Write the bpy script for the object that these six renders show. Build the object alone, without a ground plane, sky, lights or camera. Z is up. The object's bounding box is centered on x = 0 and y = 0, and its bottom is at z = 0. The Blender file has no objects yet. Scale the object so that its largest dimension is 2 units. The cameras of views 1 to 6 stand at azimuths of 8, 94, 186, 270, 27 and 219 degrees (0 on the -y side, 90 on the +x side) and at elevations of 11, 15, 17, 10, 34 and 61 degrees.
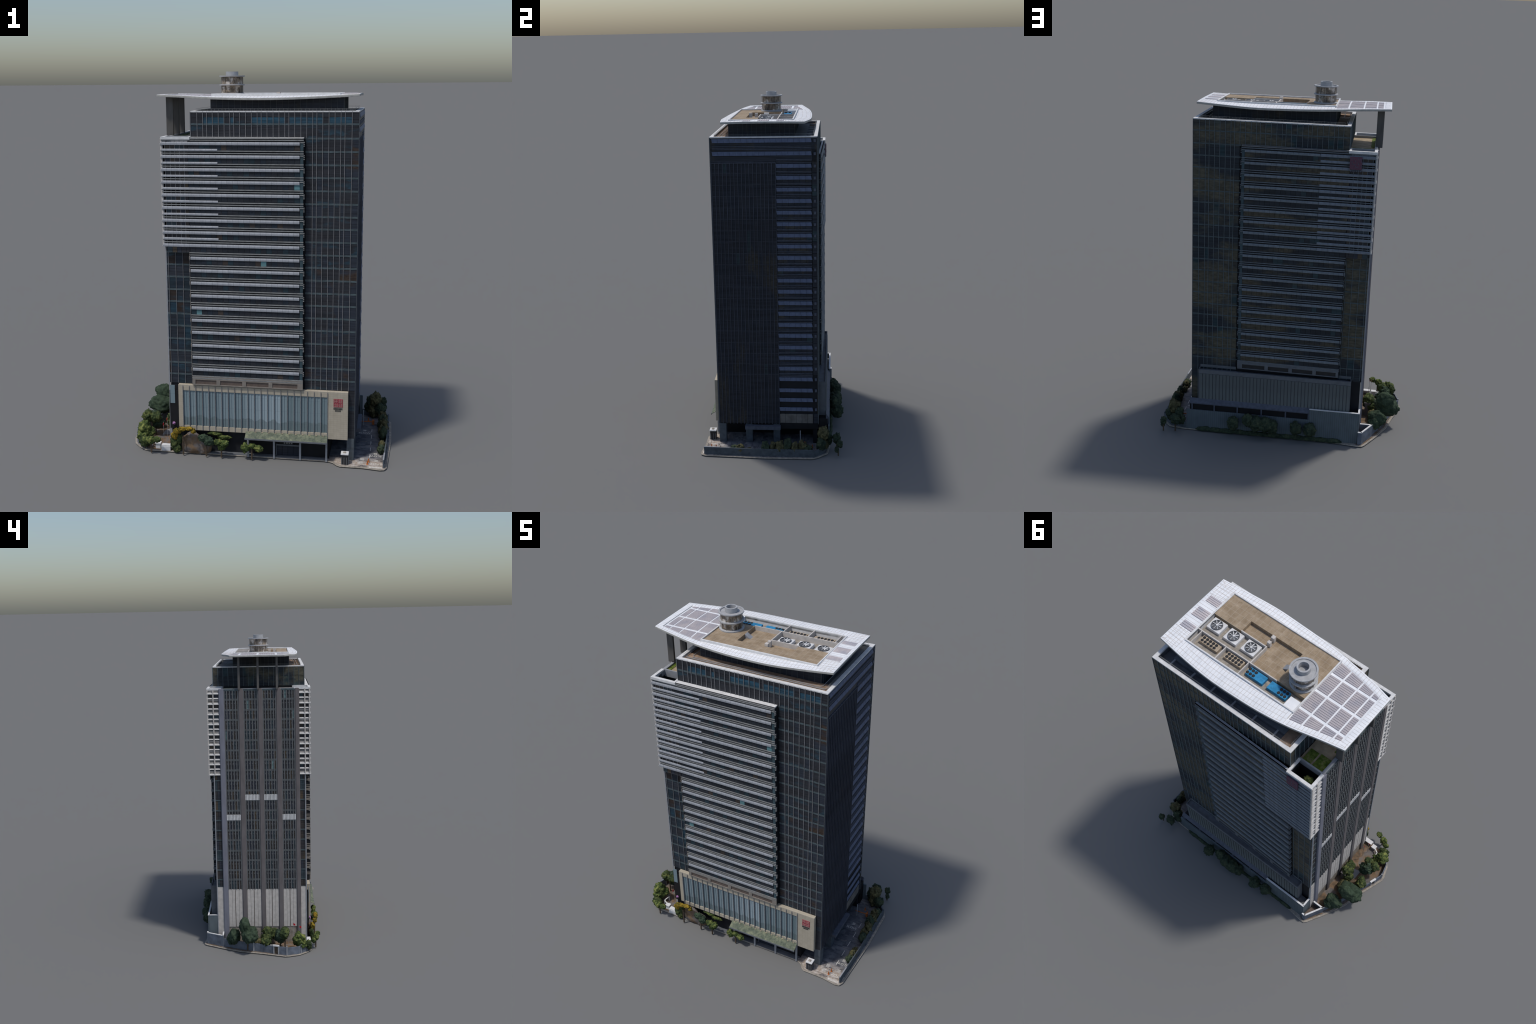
import bpy, bmesh, math, random
from mathutils import Vector, Matrix, noise

rnd = random.Random(7)

# ------------------------------------------------------------------ helpers
class MB:
    """collects boxes / quads / prisms / lathes into one mesh"""
    def __init__(s):
        s.v, s.f = [], []
    def box(s, x0, x1, y0, y1, z0, z1):
        x0, x1 = min(x0, x1), max(x0, x1)
        y0, y1 = min(y0, y1), max(y0, y1)
        z0, z1 = min(z0, z1), max(z0, z1)
        n = len(s.v)
        s.v += [(x0, y0, z0), (x1, y0, z0), (x1, y1, z0), (x0, y1, z0),
                (x0, y0, z1), (x1, y0, z1), (x1, y1, z1), (x0, y1, z1)]
        s.f += [tuple(n + i for i in q) for q in
                ((0, 3, 2, 1), (4, 5, 6, 7), (0, 1, 5, 4), (1, 2, 6, 5), (2, 3, 7, 6), (3, 0, 4, 7))]
        return s
    def prism(s, pts, z0, z1):
        """vertical extrusion of a counter-clockwise plan polygon"""
        n = len(s.v); k = len(pts)
        s.v += [(p[0], p[1], z0) for p in pts] + [(p[0], p[1], z1) for p in pts]
        s.f.append(tuple(n + i for i in reversed(range(k))))
        s.f.append(tuple(n + k + i for i in range(k)))
        for i in range(k):
            j = (i + 1) % k
            s.f.append((n + i, n + j, n + k + j, n + k + i))
        return s
    def extrude(s, prof, axis, a0, a1):
        """profile in the plane across `axis` (x: (y,z), y: (x,z)) swept from a0 to a1"""
        n = len(s.v); k = len(prof)
        for a in (a0, a1):
            for p in prof:
                s.v.append((a, p[0], p[1]) if axis == 'x' else (p[0], a, p[1]))
        s.f.append(tuple(n + i for i in range(k)))
        s.f.append(tuple(n + k + i for i in reversed(range(k))))
        for i in range(k):
            j = (i + 1) % k
            s.f.append((n + i, n + k + i, n + k + j, n + j))
        return s
    def wall(s, pts, h0, h1, t, closed=False):
        """thin upright wall along a plan polyline"""
        m = len(pts)
        for i in range(m if closed else m - 1):
            a = Vector(pts[i][:2]); b = Vector(pts[(i + 1) % m][:2])
            d = (b - a)
            if d.length < 1e-6: continue
            d.normalize(); nn = Vector((-d.y, d.x)) * t * .5
            e = d * t * .35
            s.prism([a - nn - e, b - nn + e, b + nn + e, a + nn - e], h0, h1)
        return s
    def lathe(s, prof, cx, cy, seg=40):
        n = len(s.v); k = len(prof)
        for i in range(seg):
            a = 2 * math.pi * i / seg
            for r, z in prof:
                s.v.append((cx + r * math.cos(a), cy + r * math.sin(a), z))
        for i in range(seg):
            j = (i + 1) % seg
            for q in range(k - 1):
                s.f.append((n + i * k + q, n + j * k + q, n + j * k + q + 1, n + i * k + q + 1))
        return s
    def beam(s, a, b, r, seg=6):
        a, b = Vector(a), Vector(b); d = (b - a).normalized()
        u = d.orthogonal().normalized(); w = d.cross(u)
        n = len(s.v)
        for p in (a, b):
            for i in range(seg):
                t = 2 * math.pi * i / seg
                s.v.append(tuple(p + (u * math.cos(t) + w * math.sin(t)) * r))
        s.f.append(tuple(n + i for i in reversed(range(seg))))
        s.f.append(tuple(n + seg + i for i in range(seg)))
        for i in range(seg):
            j = (i + 1) % seg
            s.f.append((n + i, n + j, n + seg + j, n + seg + i))
        return s
    def mesh(s, name, smooth=False, fix=True):
        me = bpy.data.meshes.new(name)
        me.from_pydata([tuple(v) for v in s.v], [], s.f)
        if fix:
            bm = bmesh.new(); bm.from_mesh(me)
            bmesh.ops.recalc_face_normals(bm, faces=bm.faces)
            bm.to_mesh(me); bm.free()
        if smooth:
            for p in me.polygons: p.use_smooth = True
        me.update()
        return me

root = bpy.data.objects.new("office_tower", None)
bpy.context.collection.objects.link(root)
root["label"] = "dark glass office high-rise with louvred facades and white roof canopy"
root["category"] = "office building"
root.rotation_euler = (0, 0, math.radians(-1.0))

def put(name, me, mat=None, parent=None, loc=(0, 0, 0), stuff=False, rot=None, scale=None):
    if isinstance(me, MB): me = me.mesh(name)
    if mat is not None and len(me.materials) == 0: me.materials.append(mat)
    o = bpy.data.objects.new(name, me)
    bpy.context.collection.objects.link(o)
    o.parent = parent or root
    o.location = loc
    if rot: o.rotation_euler = rot
    if scale: o.scale = scale
    if stuff: o["kind"] = "stuff"
    return o

def bevel(o, w, seg=2):
    m = o.modifiers.new("edge", 'BEVEL'); m.width = w; m.segments = seg
    m.limit_method = 'ANGLE'; m.angle_limit = math.radians(40)
    return o

# ---------------------------------------------------------------- materials
class NT:
    def __init__(s, name, rough=.75, spec=.25, metal=0.0):
        s.m = bpy.data.materials.new(name); s.m.use_nodes = True
        s.t = s.m.node_tree; s.t.nodes.clear()
        s.out = s.n('ShaderNodeOutputMaterial')
        s.b = s.n('ShaderNodeBsdfPrincipled')
        s.b.inputs['Roughness'].default_value = rough
        s.b.inputs['Specular IOR Level'].default_value = spec
        s.b.inputs['Metallic'].default_value = metal
        s.l(s.b.outputs[0], s.out.inputs[0])
        s.tc = None
    def n(s, t, **kw):
        x = s.t.nodes.new(t)
        for k, v in kw.items(): setattr(x, k, v)
        return x
    def l(s, a, b): s.t.links.new(a, b)
    def co(s, scale=(1, 1, 1), off=(0, 0, 0)):
        if s.tc is None: s.tc = s.n('ShaderNodeTexCoord')
        mp = s.n('ShaderNodeMapping')
        mp.inputs['Scale'].default_value = scale; mp.inputs['Location'].default_value = off
        s.l(s.tc.outputs['Object'], mp.inputs[0])
        return mp.outputs[0]
    def noise(s, scale, detail=4, stretch=(1, 1, 1), off=(0, 0, 0), rough=.55):
        x = s.n('ShaderNodeTexNoise'); x.inputs['Scale'].default_value = scale
        x.inputs['Detail'].default_value = detail; x.inputs['Roughness'].default_value = rough
        s.l(s.co(stretch, off), x.inputs['Vector'])
        return x.outputs[0]
    def ramp(s, fac, stops, interp='LINEAR'):
        r = s.n('ShaderNodeValToRGB'); cr = r.color_ramp; cr.interpolation = interp
        while len(cr.elements) < len(stops): cr.elements.new(.5)
        for e, (p, c) in zip(cr.elements, stops):
            e.position = p; e.color = (c[0], c[1], c[2], 1) if hasattr(c, '__len__') else (c, c, c, 1)
        s.l(fac, r.inputs[0])
        return r.outputs[0]
    def math(s, op, a, b=None):
        m = s.n('ShaderNodeMath', operation=op)
        for i, x in enumerate((a, b)):
            if x is None: continue
            if isinstance(x, (int, float)): m.inputs[i].default_value = x
            else: s.l(x, m.inputs[i])
        return m.outputs[0]
    def mix(s, fac, a, b, blend='MIX'):
        m = s.n('ShaderNodeMix', data_type='RGBA', blend_type=blend)
        for sock, x in ((m.inputs[0], fac), (m.inputs[6], a), (m.inputs[7], b)):
            if isinstance(x, (int, float)): sock.default_value = x
            elif hasattr(x, '__len__'): sock.default_value = (x[0], x[1], x[2], 1)
            else: s.l(x, sock)
        return m.outputs[2]
    def axis(s, a, scale=1, off=0):
        sp = s.n('ShaderNodeSeparateXYZ'); s.l(s.co((scale,) * 3, (off,) * 3), sp.inputs[0])
        return sp.outputs['XYZ'.index(a)]
    def lines(s, a, period, width, off=0.0):
        """1 on thin lines across axis a"""
        x = s.axis(a)
        x = s.math('ADD', x, off + 50 * period)
        x = s.math('MODULO', x, period)
        return s.math('LESS_THAN', x, width)
    def island(s):
        g = s.n('ShaderNodeNewGeometry'); return g.outputs['Random Per Island']
    def color(s, c):
        if hasattr(c, '__len__'): s.b.inputs['Base Color'].default_value = (c[0], c[1], c[2], 1)
        else: s.l(c, s.b.inputs['Base Color'])
        return s
    def bump(s, h, strength=.2, dist=.002):
        b = s.n('ShaderNodeBump'); b.inputs['Strength'].default_value = strength
        b.inputs['Distance'].default_value = dist
        s.l(h, b.inputs['Height']); s.l(b.outputs[0], s.b.inputs['Normal'])
        return s

def mul(c, k): return tuple(x * k for x in c)

def plain(name, c, var=.18, scale=60, rough=.75, spec=.25, stretch=(1, 1, 1)):
    t = NT(name, rough, spec)
    f = t.noise(scale, 5, stretch)
    return t.color(t.ramp(f, [(.3, mul(c, 1 - var)), (.7, mul(c, 1 + var))])).m

GL = (.024, .030, .040)          # dark curtain-wall glass

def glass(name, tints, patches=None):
    """dark panes; random tint per pane, mirrored surroundings painted in as soft colour patches"""
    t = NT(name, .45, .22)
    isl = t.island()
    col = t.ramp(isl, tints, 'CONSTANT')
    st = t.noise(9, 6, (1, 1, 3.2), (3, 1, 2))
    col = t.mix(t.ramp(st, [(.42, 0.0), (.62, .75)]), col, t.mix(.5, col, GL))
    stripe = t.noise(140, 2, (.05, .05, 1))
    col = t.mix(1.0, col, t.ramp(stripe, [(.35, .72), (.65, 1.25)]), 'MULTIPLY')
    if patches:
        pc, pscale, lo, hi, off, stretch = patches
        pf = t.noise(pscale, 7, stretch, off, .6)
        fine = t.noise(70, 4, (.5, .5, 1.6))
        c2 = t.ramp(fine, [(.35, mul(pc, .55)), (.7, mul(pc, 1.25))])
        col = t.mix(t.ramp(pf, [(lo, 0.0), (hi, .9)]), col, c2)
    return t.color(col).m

M = {}
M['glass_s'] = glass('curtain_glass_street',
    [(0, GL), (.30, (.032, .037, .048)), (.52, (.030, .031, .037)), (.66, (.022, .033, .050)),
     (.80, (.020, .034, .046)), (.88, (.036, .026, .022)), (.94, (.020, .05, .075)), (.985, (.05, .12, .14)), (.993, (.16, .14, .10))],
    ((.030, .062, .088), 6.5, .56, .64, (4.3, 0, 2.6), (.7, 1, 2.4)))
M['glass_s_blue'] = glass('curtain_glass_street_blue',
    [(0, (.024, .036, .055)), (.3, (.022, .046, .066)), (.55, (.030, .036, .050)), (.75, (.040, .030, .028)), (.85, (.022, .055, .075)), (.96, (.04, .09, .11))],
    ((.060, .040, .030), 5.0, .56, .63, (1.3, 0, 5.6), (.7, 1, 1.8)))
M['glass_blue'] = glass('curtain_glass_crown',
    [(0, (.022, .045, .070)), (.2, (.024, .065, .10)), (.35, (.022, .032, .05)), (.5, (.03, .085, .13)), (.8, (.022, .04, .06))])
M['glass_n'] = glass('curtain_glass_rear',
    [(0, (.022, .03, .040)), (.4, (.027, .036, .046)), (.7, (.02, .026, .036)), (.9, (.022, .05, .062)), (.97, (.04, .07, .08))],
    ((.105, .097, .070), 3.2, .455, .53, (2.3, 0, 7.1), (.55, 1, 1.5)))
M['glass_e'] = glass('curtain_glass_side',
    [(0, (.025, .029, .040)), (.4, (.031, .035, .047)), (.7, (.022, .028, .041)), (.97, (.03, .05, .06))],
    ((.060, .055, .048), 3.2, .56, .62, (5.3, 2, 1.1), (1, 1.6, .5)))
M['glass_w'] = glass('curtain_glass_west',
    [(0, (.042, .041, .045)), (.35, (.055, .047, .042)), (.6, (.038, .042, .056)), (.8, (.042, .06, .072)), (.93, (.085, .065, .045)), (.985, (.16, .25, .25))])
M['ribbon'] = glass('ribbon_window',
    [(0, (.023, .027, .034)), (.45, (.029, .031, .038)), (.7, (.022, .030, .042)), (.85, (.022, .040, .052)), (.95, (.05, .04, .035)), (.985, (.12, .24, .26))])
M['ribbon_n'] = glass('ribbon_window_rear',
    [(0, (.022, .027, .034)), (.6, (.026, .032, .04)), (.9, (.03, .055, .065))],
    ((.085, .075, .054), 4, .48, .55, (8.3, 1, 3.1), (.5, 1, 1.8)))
M['edge_glass'] = plain('edge_glass', (.045, .075, .09), .4, 14, .5)
M['core'] = plain('core_dark', (.016, .017, .021), .2, 20)
M['void'] = plain('shadow_recess', (.012, .012, .014), .2, 30)  # near-black colour paints the deep shade inside recesses and undercroft
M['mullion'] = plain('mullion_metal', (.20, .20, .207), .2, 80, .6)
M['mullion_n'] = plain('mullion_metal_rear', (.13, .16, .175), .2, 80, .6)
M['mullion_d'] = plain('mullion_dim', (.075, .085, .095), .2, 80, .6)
M['spandrel'] = plain('spandrel_teal', (.068, .092, .102), .35, 40, .6, .25, (1, 1, 3))
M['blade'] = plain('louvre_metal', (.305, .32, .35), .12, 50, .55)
M['blade_n'] = plain('louvre_metal_rear', (.165, .19, .215), .15, 50, .55)  # same louvre metal, darkened for the sunless north side
M['blade_e'] = plain('louvre_metal_side', (.108, .132, .205), .15, 50, .55)  # louvre colour lowered and blued to carry the east side's skylit shade
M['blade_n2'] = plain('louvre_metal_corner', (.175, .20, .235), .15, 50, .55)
M['west_metal'] = plain('west_mullion_metal', (.128, .133, .137), .2, 60, .6)
M['west_spandrel'] = plain('west_spandrel_panel', (.095, .108, .112), .3, 40, .6)
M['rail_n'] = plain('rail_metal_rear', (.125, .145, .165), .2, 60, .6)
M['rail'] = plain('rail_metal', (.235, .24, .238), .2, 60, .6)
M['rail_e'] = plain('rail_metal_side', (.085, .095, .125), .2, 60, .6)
M['rib'] = plain('fin_metal', (.060, .067, .090), .3, 30, .6, .25, (1, 1, .2))
M['pilaster'] = plain('pilaster_cladding', (.15, .136, .137), .14, 30, .7, .25, (1, 1, .3))
M['column'] = plain('column_cladding', (.105, .10, .095), .2, 30, .6, .25, (1, 1, .3))  # base colour includes the shadow the canopy throws on its columns
M['pilaster_l'] = plain('pilaster_pale_cladding', (.20, .205, .245), .12, 30, .7, .25, (1, 1, .3))
M['concrete'] = plain('concrete_pale', (.535, .50, .465), .12, 45)
M['concrete_d'] = plain('concrete_grey', (.135, .145, .16), .15, 35)
M['bay_base'] = plain('bay_base_panel', (.235, .21, .185), .15, 45)  # browner and darker than the pale concrete: shading under the bay baked in
M['vent'] = plain('vent_panel', (.13, .10, .085), .2, 60)
M['trim'] = plain('white_trim', (.66, .66, .66), .12, 50)
M['metal'] = plain('grey_metal', (.30, .31, .33), .12, 40, .5)
M['black'] = plain('black_metal', (.03, .03, .032), .2, 40, .5)
M['drum'] = plain('drum_stone', (.30, .275, .24), .2, 50)
M['drum_metal'] = plain('drum_metal', (.385, .39, .40), .15, 50, .5)
def m_drumwall():
    t = NT('drum_glazing', .4, .4)
    f = t.noise(34, 5, (1, 1, .6), (2, 3, 1), .6); g_ = t.noise(80, 4, (.6, .6, 1.2))
    c = t.ramp(f, [(.32, (.045, .04, .04)), (.44, (.15, .12, .09)), (.53, (.30, .24, .18)), (.62, (.62, .57, .52))], 'EASE')
    return t.color(t.mix(t.ramp(g_, [(.5, 0.0), (.6, .6)]), c, (.06, .055, .05))).m
M['drum_wall'] = m_drumwall()
M['tan_floor'] = plain('terrace_paving', (.36, .285, .19), .25, 40)
M['entry'] = plain('entrance_panel_finish', (.15, .14, .13), .25, 30)
M['fence'] = plain('boundary_metal', (.08, .095, .11), .25, 40)
M['gwall'] = plain('garden_wall_render', (.13, .15, .185), .3, 25)
M['corner_blade'] = plain('corner_louvre_metal', (.50, .49, .48), .12, 50, .55)
M['fan_ring'] = plain('fan_ring_metal', (.12, .125, .135), .25, 60)
M['blue'] = plain('blue_plant', (.03, .22, .42), .25, 60, .6)
M['tan'] = plain('tan_plant', (.42, .34, .25), .2, 60)
M['bark'] = plain('bark', (.09, .065, .045), .3, 80)
M['road_paint'] = plain('road_paint', (.62, .60, .56), .3, 120)
M['orange'] = plain('orange_plastic', (.45, .14, .04), .2, 60)
M['red'] = plain('red_sign', (.30, .055, .07), .2, 120)
M['red_n'] = plain('red_sign_rear', (.13, .06, .09), .2, 120)
M['seal'] = plain('sign_pattern', (.42, .24, .22), .2, 120)
M['flag'] = plain('red_cloth', (.5, .02, .03), .15, 60)
M['brick_deck'] = plain('deck_tile', (.30, .205, .14), .3, 50)

def m_roof():
    t = NT('white_roof_panel', .6, .3)
    f = t.noise(26, 5); g = t.noise(200, 3)
    c = t.ramp(f, [(.3, (.74, .76, .79)), (.7, (.86, .87, .89))])
    return t.color(t.mix(t.ramp(g, [(.62, 0.0), (.8, .25)]), c, (.5, .44, .38))).m
M['roof'] = m_roof()
M['fascia'] = plain('rim_fascia', (.40, .395, .37), .18, 40, .6)
M['seam'] = plain('rusty_seam', (.43, .375, .33), .3, 90)

def m_brown():
    t = NT('weathered_deck', .85, .15)
    f = t.noise(22, 7, (1, 1, 1)); g = t.noise(75, 5, (1, 1, 1), (4, 2, 0), .7)
    c = t.ramp(f, [(.3, (.255, .19, .125)), (.5, (.32, .245, .165)), (.7, (.40, .315, .225))])
    c = t.mix(t.ramp(g, [(.56, 0.0), (.68, .55)]), c, (.21, .155, .10))
    ln = t.math('MAXIMUM', t.lines('X', .0285, .0012), t.lines('Y', .034, .0012))
    return t.color(t.mix(t.math('MULTIPLY', ln, .55), c, (.46, .41, .35))).m
M['deck'] = m_brown()

def m_slat():
    t = NT('roof_slat', .7, .2)
    f = t.noise(16, 5); fine = t.lines('X', .0031, .0013)
    c = t.ramp(f, [(.35, (.47, .46, .50)), (.52, (.60, .54, .54)), (.66, (.70, .63, .61))])
    return t.color(t.mix(t.math('MULTIPLY', fine, .5), c, (.26, .25, .28))).m
M['slat'] = m_slat()
M['slat_gap'] = plain('roof_slat_gap', (.20, .19, .22), .2, 60)

def m_stone():
    t = NT('beige_stone', .75, .25)
    f = t.noise(30, 5)
    c = t.ramp(f, [(.3, (.395, .35, .275)), (.7, (.47, .42, .335))])
    ln = t.math('MAXIMUM', t.lines('X', .0172, .0007), t.lines('Z', .0112, .0007))
    return t.color(t.mix(t.math('MULTIPLY', ln, .5), c, (.23, .20, .16))).m
M['stone'] = m_stone()

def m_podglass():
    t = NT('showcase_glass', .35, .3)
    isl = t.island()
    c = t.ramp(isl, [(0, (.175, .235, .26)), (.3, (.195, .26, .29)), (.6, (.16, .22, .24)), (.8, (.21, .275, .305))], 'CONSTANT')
    # sky glare and dark skyline reflection painted into the glass colour
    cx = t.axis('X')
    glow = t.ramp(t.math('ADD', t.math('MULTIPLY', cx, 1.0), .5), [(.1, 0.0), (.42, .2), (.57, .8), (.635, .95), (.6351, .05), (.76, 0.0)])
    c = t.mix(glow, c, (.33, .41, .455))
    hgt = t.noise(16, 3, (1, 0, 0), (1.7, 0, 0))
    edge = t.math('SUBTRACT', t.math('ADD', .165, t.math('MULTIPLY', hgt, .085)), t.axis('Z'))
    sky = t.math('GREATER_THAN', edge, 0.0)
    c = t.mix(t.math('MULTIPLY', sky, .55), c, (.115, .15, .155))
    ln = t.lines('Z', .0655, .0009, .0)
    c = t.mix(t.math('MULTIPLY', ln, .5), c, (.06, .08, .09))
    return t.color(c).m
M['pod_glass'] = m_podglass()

def m_ribwall(name, c, period, ax='X', dark=.5):
    t = NT(name, .75, .2)
    f = t.noise(24, 5, (1, 1, .4))
    col = t.ramp(f, [(.3, mul(c, .85)), (.7, mul(c, 1.15))])
    ln = t.lines(ax, period, period * .14)
    return t.color(t.mix(t.math('MULTIPLY', ln, dark), col, mul(c, .3))).m
M['rear_wall'] = m_ribwall('rear_wall_panels', (.115, .14, .155), .012)
M['rear_pod'] = plain('rear_pod_panel', (.125, .14, .142), .14, 30, .75, .25, (1, 1, .3))  # panel albedo reduced to hold the baked shading of the rear podium

def m_pave():
    t = NT('forecourt_paving', .85, .2)
    f = t.noise(9, 6); g = t.noise(60, 5, (1, 1, 1), (3, 3, 0), .7)
    c = t.ramp(f, [(.35, (.085, .09, .105)), (.5, (.14, .145, .16)), (.65, (.24, .235, .24))])
    # warmer, paler paving colour toward the street corner
    y = t.axis('Y'); warm = t.ramp(t.math('ADD', y, .5), [(.17, 1.0), (.24, 0.0)])
    w2 = t.ramp(g, [(.35, (.30, .235, .175)), (.65, (.52, .47, .43))])
    c = t.mix(warm, c, w2)
    ln = t.lines('Y', .061, .004)
    c = t.mix(t.math('MULTIPLY', ln, .5), c, (.06, .06, .07))
    h = t.noise(17, 5, (1, 1.6, 1), (7, 1, 0), .65)
    c = t.mix(t.ramp(h, [(.52, 0.0), (.60, .75)]), c, (.055, .058, .07))
    c = t.mix(t.ramp(h, [(.30, .6), (.40, 0.0)]), c, (.27, .24, .20))
    return t.color(t.mix(t.ramp(g, [(.6, 0.0), (.75, .35)]), c, (.38, .37, .38))).m
M['pave'] = m_pave()
M['kerb'] = plain('kerb_stone', (.30, .27, .23), .3, 60)

def m_soil():
    t = NT('garden_ground', .9, .1)
    f = t.noise(14, 6); g = t.noise(50, 5, (1, 1, 1), (1, 5, 0))
    c = t.ramp(f, [(.35, (.10, .075, .055)), (.48, (.20, .135, .085)), (.56, (.17, .15, .14)), (.7, (.13, .13, .14))])
    return t.color(t.mix(t.ramp(g, [(.5, 0.0), (.7, .6)]), c, (.07, .065, .055))).m
M['soil'] = m_soil()

def m_leaf(name, dark, mid, lite):
    t = NT(name, .8, .15)
    f = t.noise(42, 6, (1, 1, 1), (0, 0, 0), .62); g = t.noise(120, 4)
    c = t.ramp(f, [(.32, dark), (.5, mid), (.68, lite)])
    c = t.mix(t.ramp(g, [(.3, .6), (.5, 0.0)]), c, mul(dark, .7))
    t.color(c); t.bump(g, .6, .004)
    return t.m
M['leaf_dark'] = m_leaf('foliage_dark', (.022, .036, .022), (.04, .062, .040), (.065, .095, .055))
M['leaf'] = m_leaf('foliage_green', (.018, .028, .012), (.05, .072, .028), (.14, .155, .05))
M['leaf_bright'] = m_leaf('foliage_bright', (.022, .036, .012), (.07, .10, .03), (.22, .235, .07))
M['leaf_yellow'] = m_leaf('foliage_golden', (.05, .06, .012), (.22, .15, .02), (.42, .27, .03))
M['leaf_rear'] = m_leaf('foliage_rear', (.018, .028, .02), (.04, .058, .036), (.075, .09, .05))
M['leaf_olive'] = m_leaf('foliage_olive', (.035, .035, .018), (.085, .08, .04), (.17, .155, .075))
M['grass'] = m_leaf('grass', (.05, .075, .015), (.12, .17, .025), (.24, .22, .09))
M['awning'] = m_leaf('mossy_awning_glass', (.085, .105, .08), (.145, .165, .12), (.235, .25, .165))
M['pink'] = plain('pink_blossom', (.33, .16, .33), .3, 120)

# -------------------------------------------------------------- main levels
FL = [1.674, 1.609, 1.544, 1.481, 1.416, 1.351, 1.287, 1.225, 1.159, 1.093, 1.028,
      .963, .896, .832, .766, .701, .631, .566, .501, .437]          # floor lines
BL = [f - .026 for f in FL[:-1]]                                       # sunshade heights
XW, XM, XE = -.3175, .253, .519        # block west edge, louvre box east edge, east face
YS, YN = -.313, .270                   # south / north curtain walls
XF = -.463                             # far west front of the lower wing
YLS, YLN = -.3435, .2845                 # louvre-box faces
TOP = 1.806

# ---------------------------------------------------------------- core mass
b = MB()
g = .004
b.box(XW + g, XE - g, YS + g, YN - g, .126, 1.755)
b.box(-.449, XW + g, -.236, .206, .0, 1.640)
b.box(XF + .010, XW + g, YS + g, -.236, .0, 1.30)
b.box(XF + .010, XW + g, .206, YN - g, .0, 1.30)
b.box(XW, .385, -.286, .262, 0.0, .126); b.box(XW, -.042, -.305, -.28, 0.0, .126)
b.box(.385, XE - g, .238, .262, 0.0, .126)
put("building_core", b, M['core'])

# ------------------------------------------------------- curtain wall panes
def xs_pattern():
    xs = []; x = XE
    steps = [.034, .034, .020, .029, .029, .030, .029]
    while x > XW + .006:
        xs.append(x); i = len(xs) - 1
        x -= steps[i] if i < 2 else [.020, .029, .029, .030, .029][(i - 2) % 5]
    xs.append(XW)
    return sorted(xs)
MX = xs_pattern()

def cell(mb, face, pos, a0, a1, z0, z1, t=.005, gap=.0006):
    """one flat pane on a facade; face s/n are y planes, e/w are x planes"""
    a0 += gap; a1 -= gap; z0 += gap; z1 -= gap
    if face == 's': mb.box(a0, a1, pos, pos + t, z0, z1)
    if face == 'n': mb.box(a0, a1, pos - t, pos, z0, z1)
    if face == 'e': mb.box(pos - t, pos, a0, a1, z0, z1)
    if face == 'w': mb.box(pos, pos + t, a0, a1, z0, z1)

pane_cache = {}
pane_count = [0]
def pane_obj(face, pos, a0, a1, z0, z1, mat):
    """named pane object sharing mesh data with panes of the same size"""
    w, h = round(a1 - a0, 4), round(z1 - z0, 4)
    key = (face, w, h, mat)
    mb = MB(); cell(mb, face, 0, 0, w, 0, h)
    me = mb.mesh("window_pane"); me.materials.append(M[mat])
    loc = (a0, pos, z0) if face in 'sn' else (pos, a0, z0)
    # panes keep their vertices in building space so the finish is continuous
    for v in me.vertices: v.co += Vector(loc)
    o = put("window_pane", me); pane_count[0] += 1
    return o

def zlist(lo, hi):
    return sorted([z for z in FL + [1.743] if lo + .01 < z < hi - .01] + [lo, hi])

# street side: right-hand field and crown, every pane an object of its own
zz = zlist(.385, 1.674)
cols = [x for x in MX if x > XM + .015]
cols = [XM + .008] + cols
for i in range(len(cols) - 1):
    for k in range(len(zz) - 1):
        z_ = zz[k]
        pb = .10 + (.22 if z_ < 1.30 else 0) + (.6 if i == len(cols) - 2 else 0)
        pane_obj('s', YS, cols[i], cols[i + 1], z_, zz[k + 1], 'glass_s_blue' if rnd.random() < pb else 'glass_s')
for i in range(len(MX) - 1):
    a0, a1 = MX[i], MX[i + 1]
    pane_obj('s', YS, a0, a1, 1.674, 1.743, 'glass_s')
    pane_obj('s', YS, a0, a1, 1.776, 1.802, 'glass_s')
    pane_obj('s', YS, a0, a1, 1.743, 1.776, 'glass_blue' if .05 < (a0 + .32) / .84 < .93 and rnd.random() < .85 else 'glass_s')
st = MB()
cell(st, 's', YS, .488, XE, .126, .385)
# strip beside the west corner under the louvres
WC = [-.459, -.448, -.410, -.372, -.336, -.322]
for i in range(5):
    for k, z0 in enumerate(zlist(.385, 1.127)[:-1]):
        cell(st, 's', YS, WC[i], WC[i + 1], z0, zlist(.385, 1.127)[k + 1])
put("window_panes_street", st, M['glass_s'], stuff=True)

nb = MB()
for i in range(len(MX) - 1):
    a0, a1 = MX[i], MX[i + 1]
    for lo, hi in ((1.674, 1.743), (1.743, 1.802)):
        cell(nb, 'n', YN, a0, a1, lo, hi)
    if a0 > XM:
        z2 = zlist(.135, 1.674)
        for k in range(len(z2) - 1): cell(nb, 'n', YN, a0, a1, z2[k], z2[k + 1])
zz2 = zlist(.36, 1.127)
for i in range(5):
    for k in range(len(zz2) - 1): cell(nb, 'n', YN, WC[i], WC[i + 1], zz2[k], zz2[k + 1])
put("window_panes_rear", nb, M['glass_n'], stuff=True)

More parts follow.
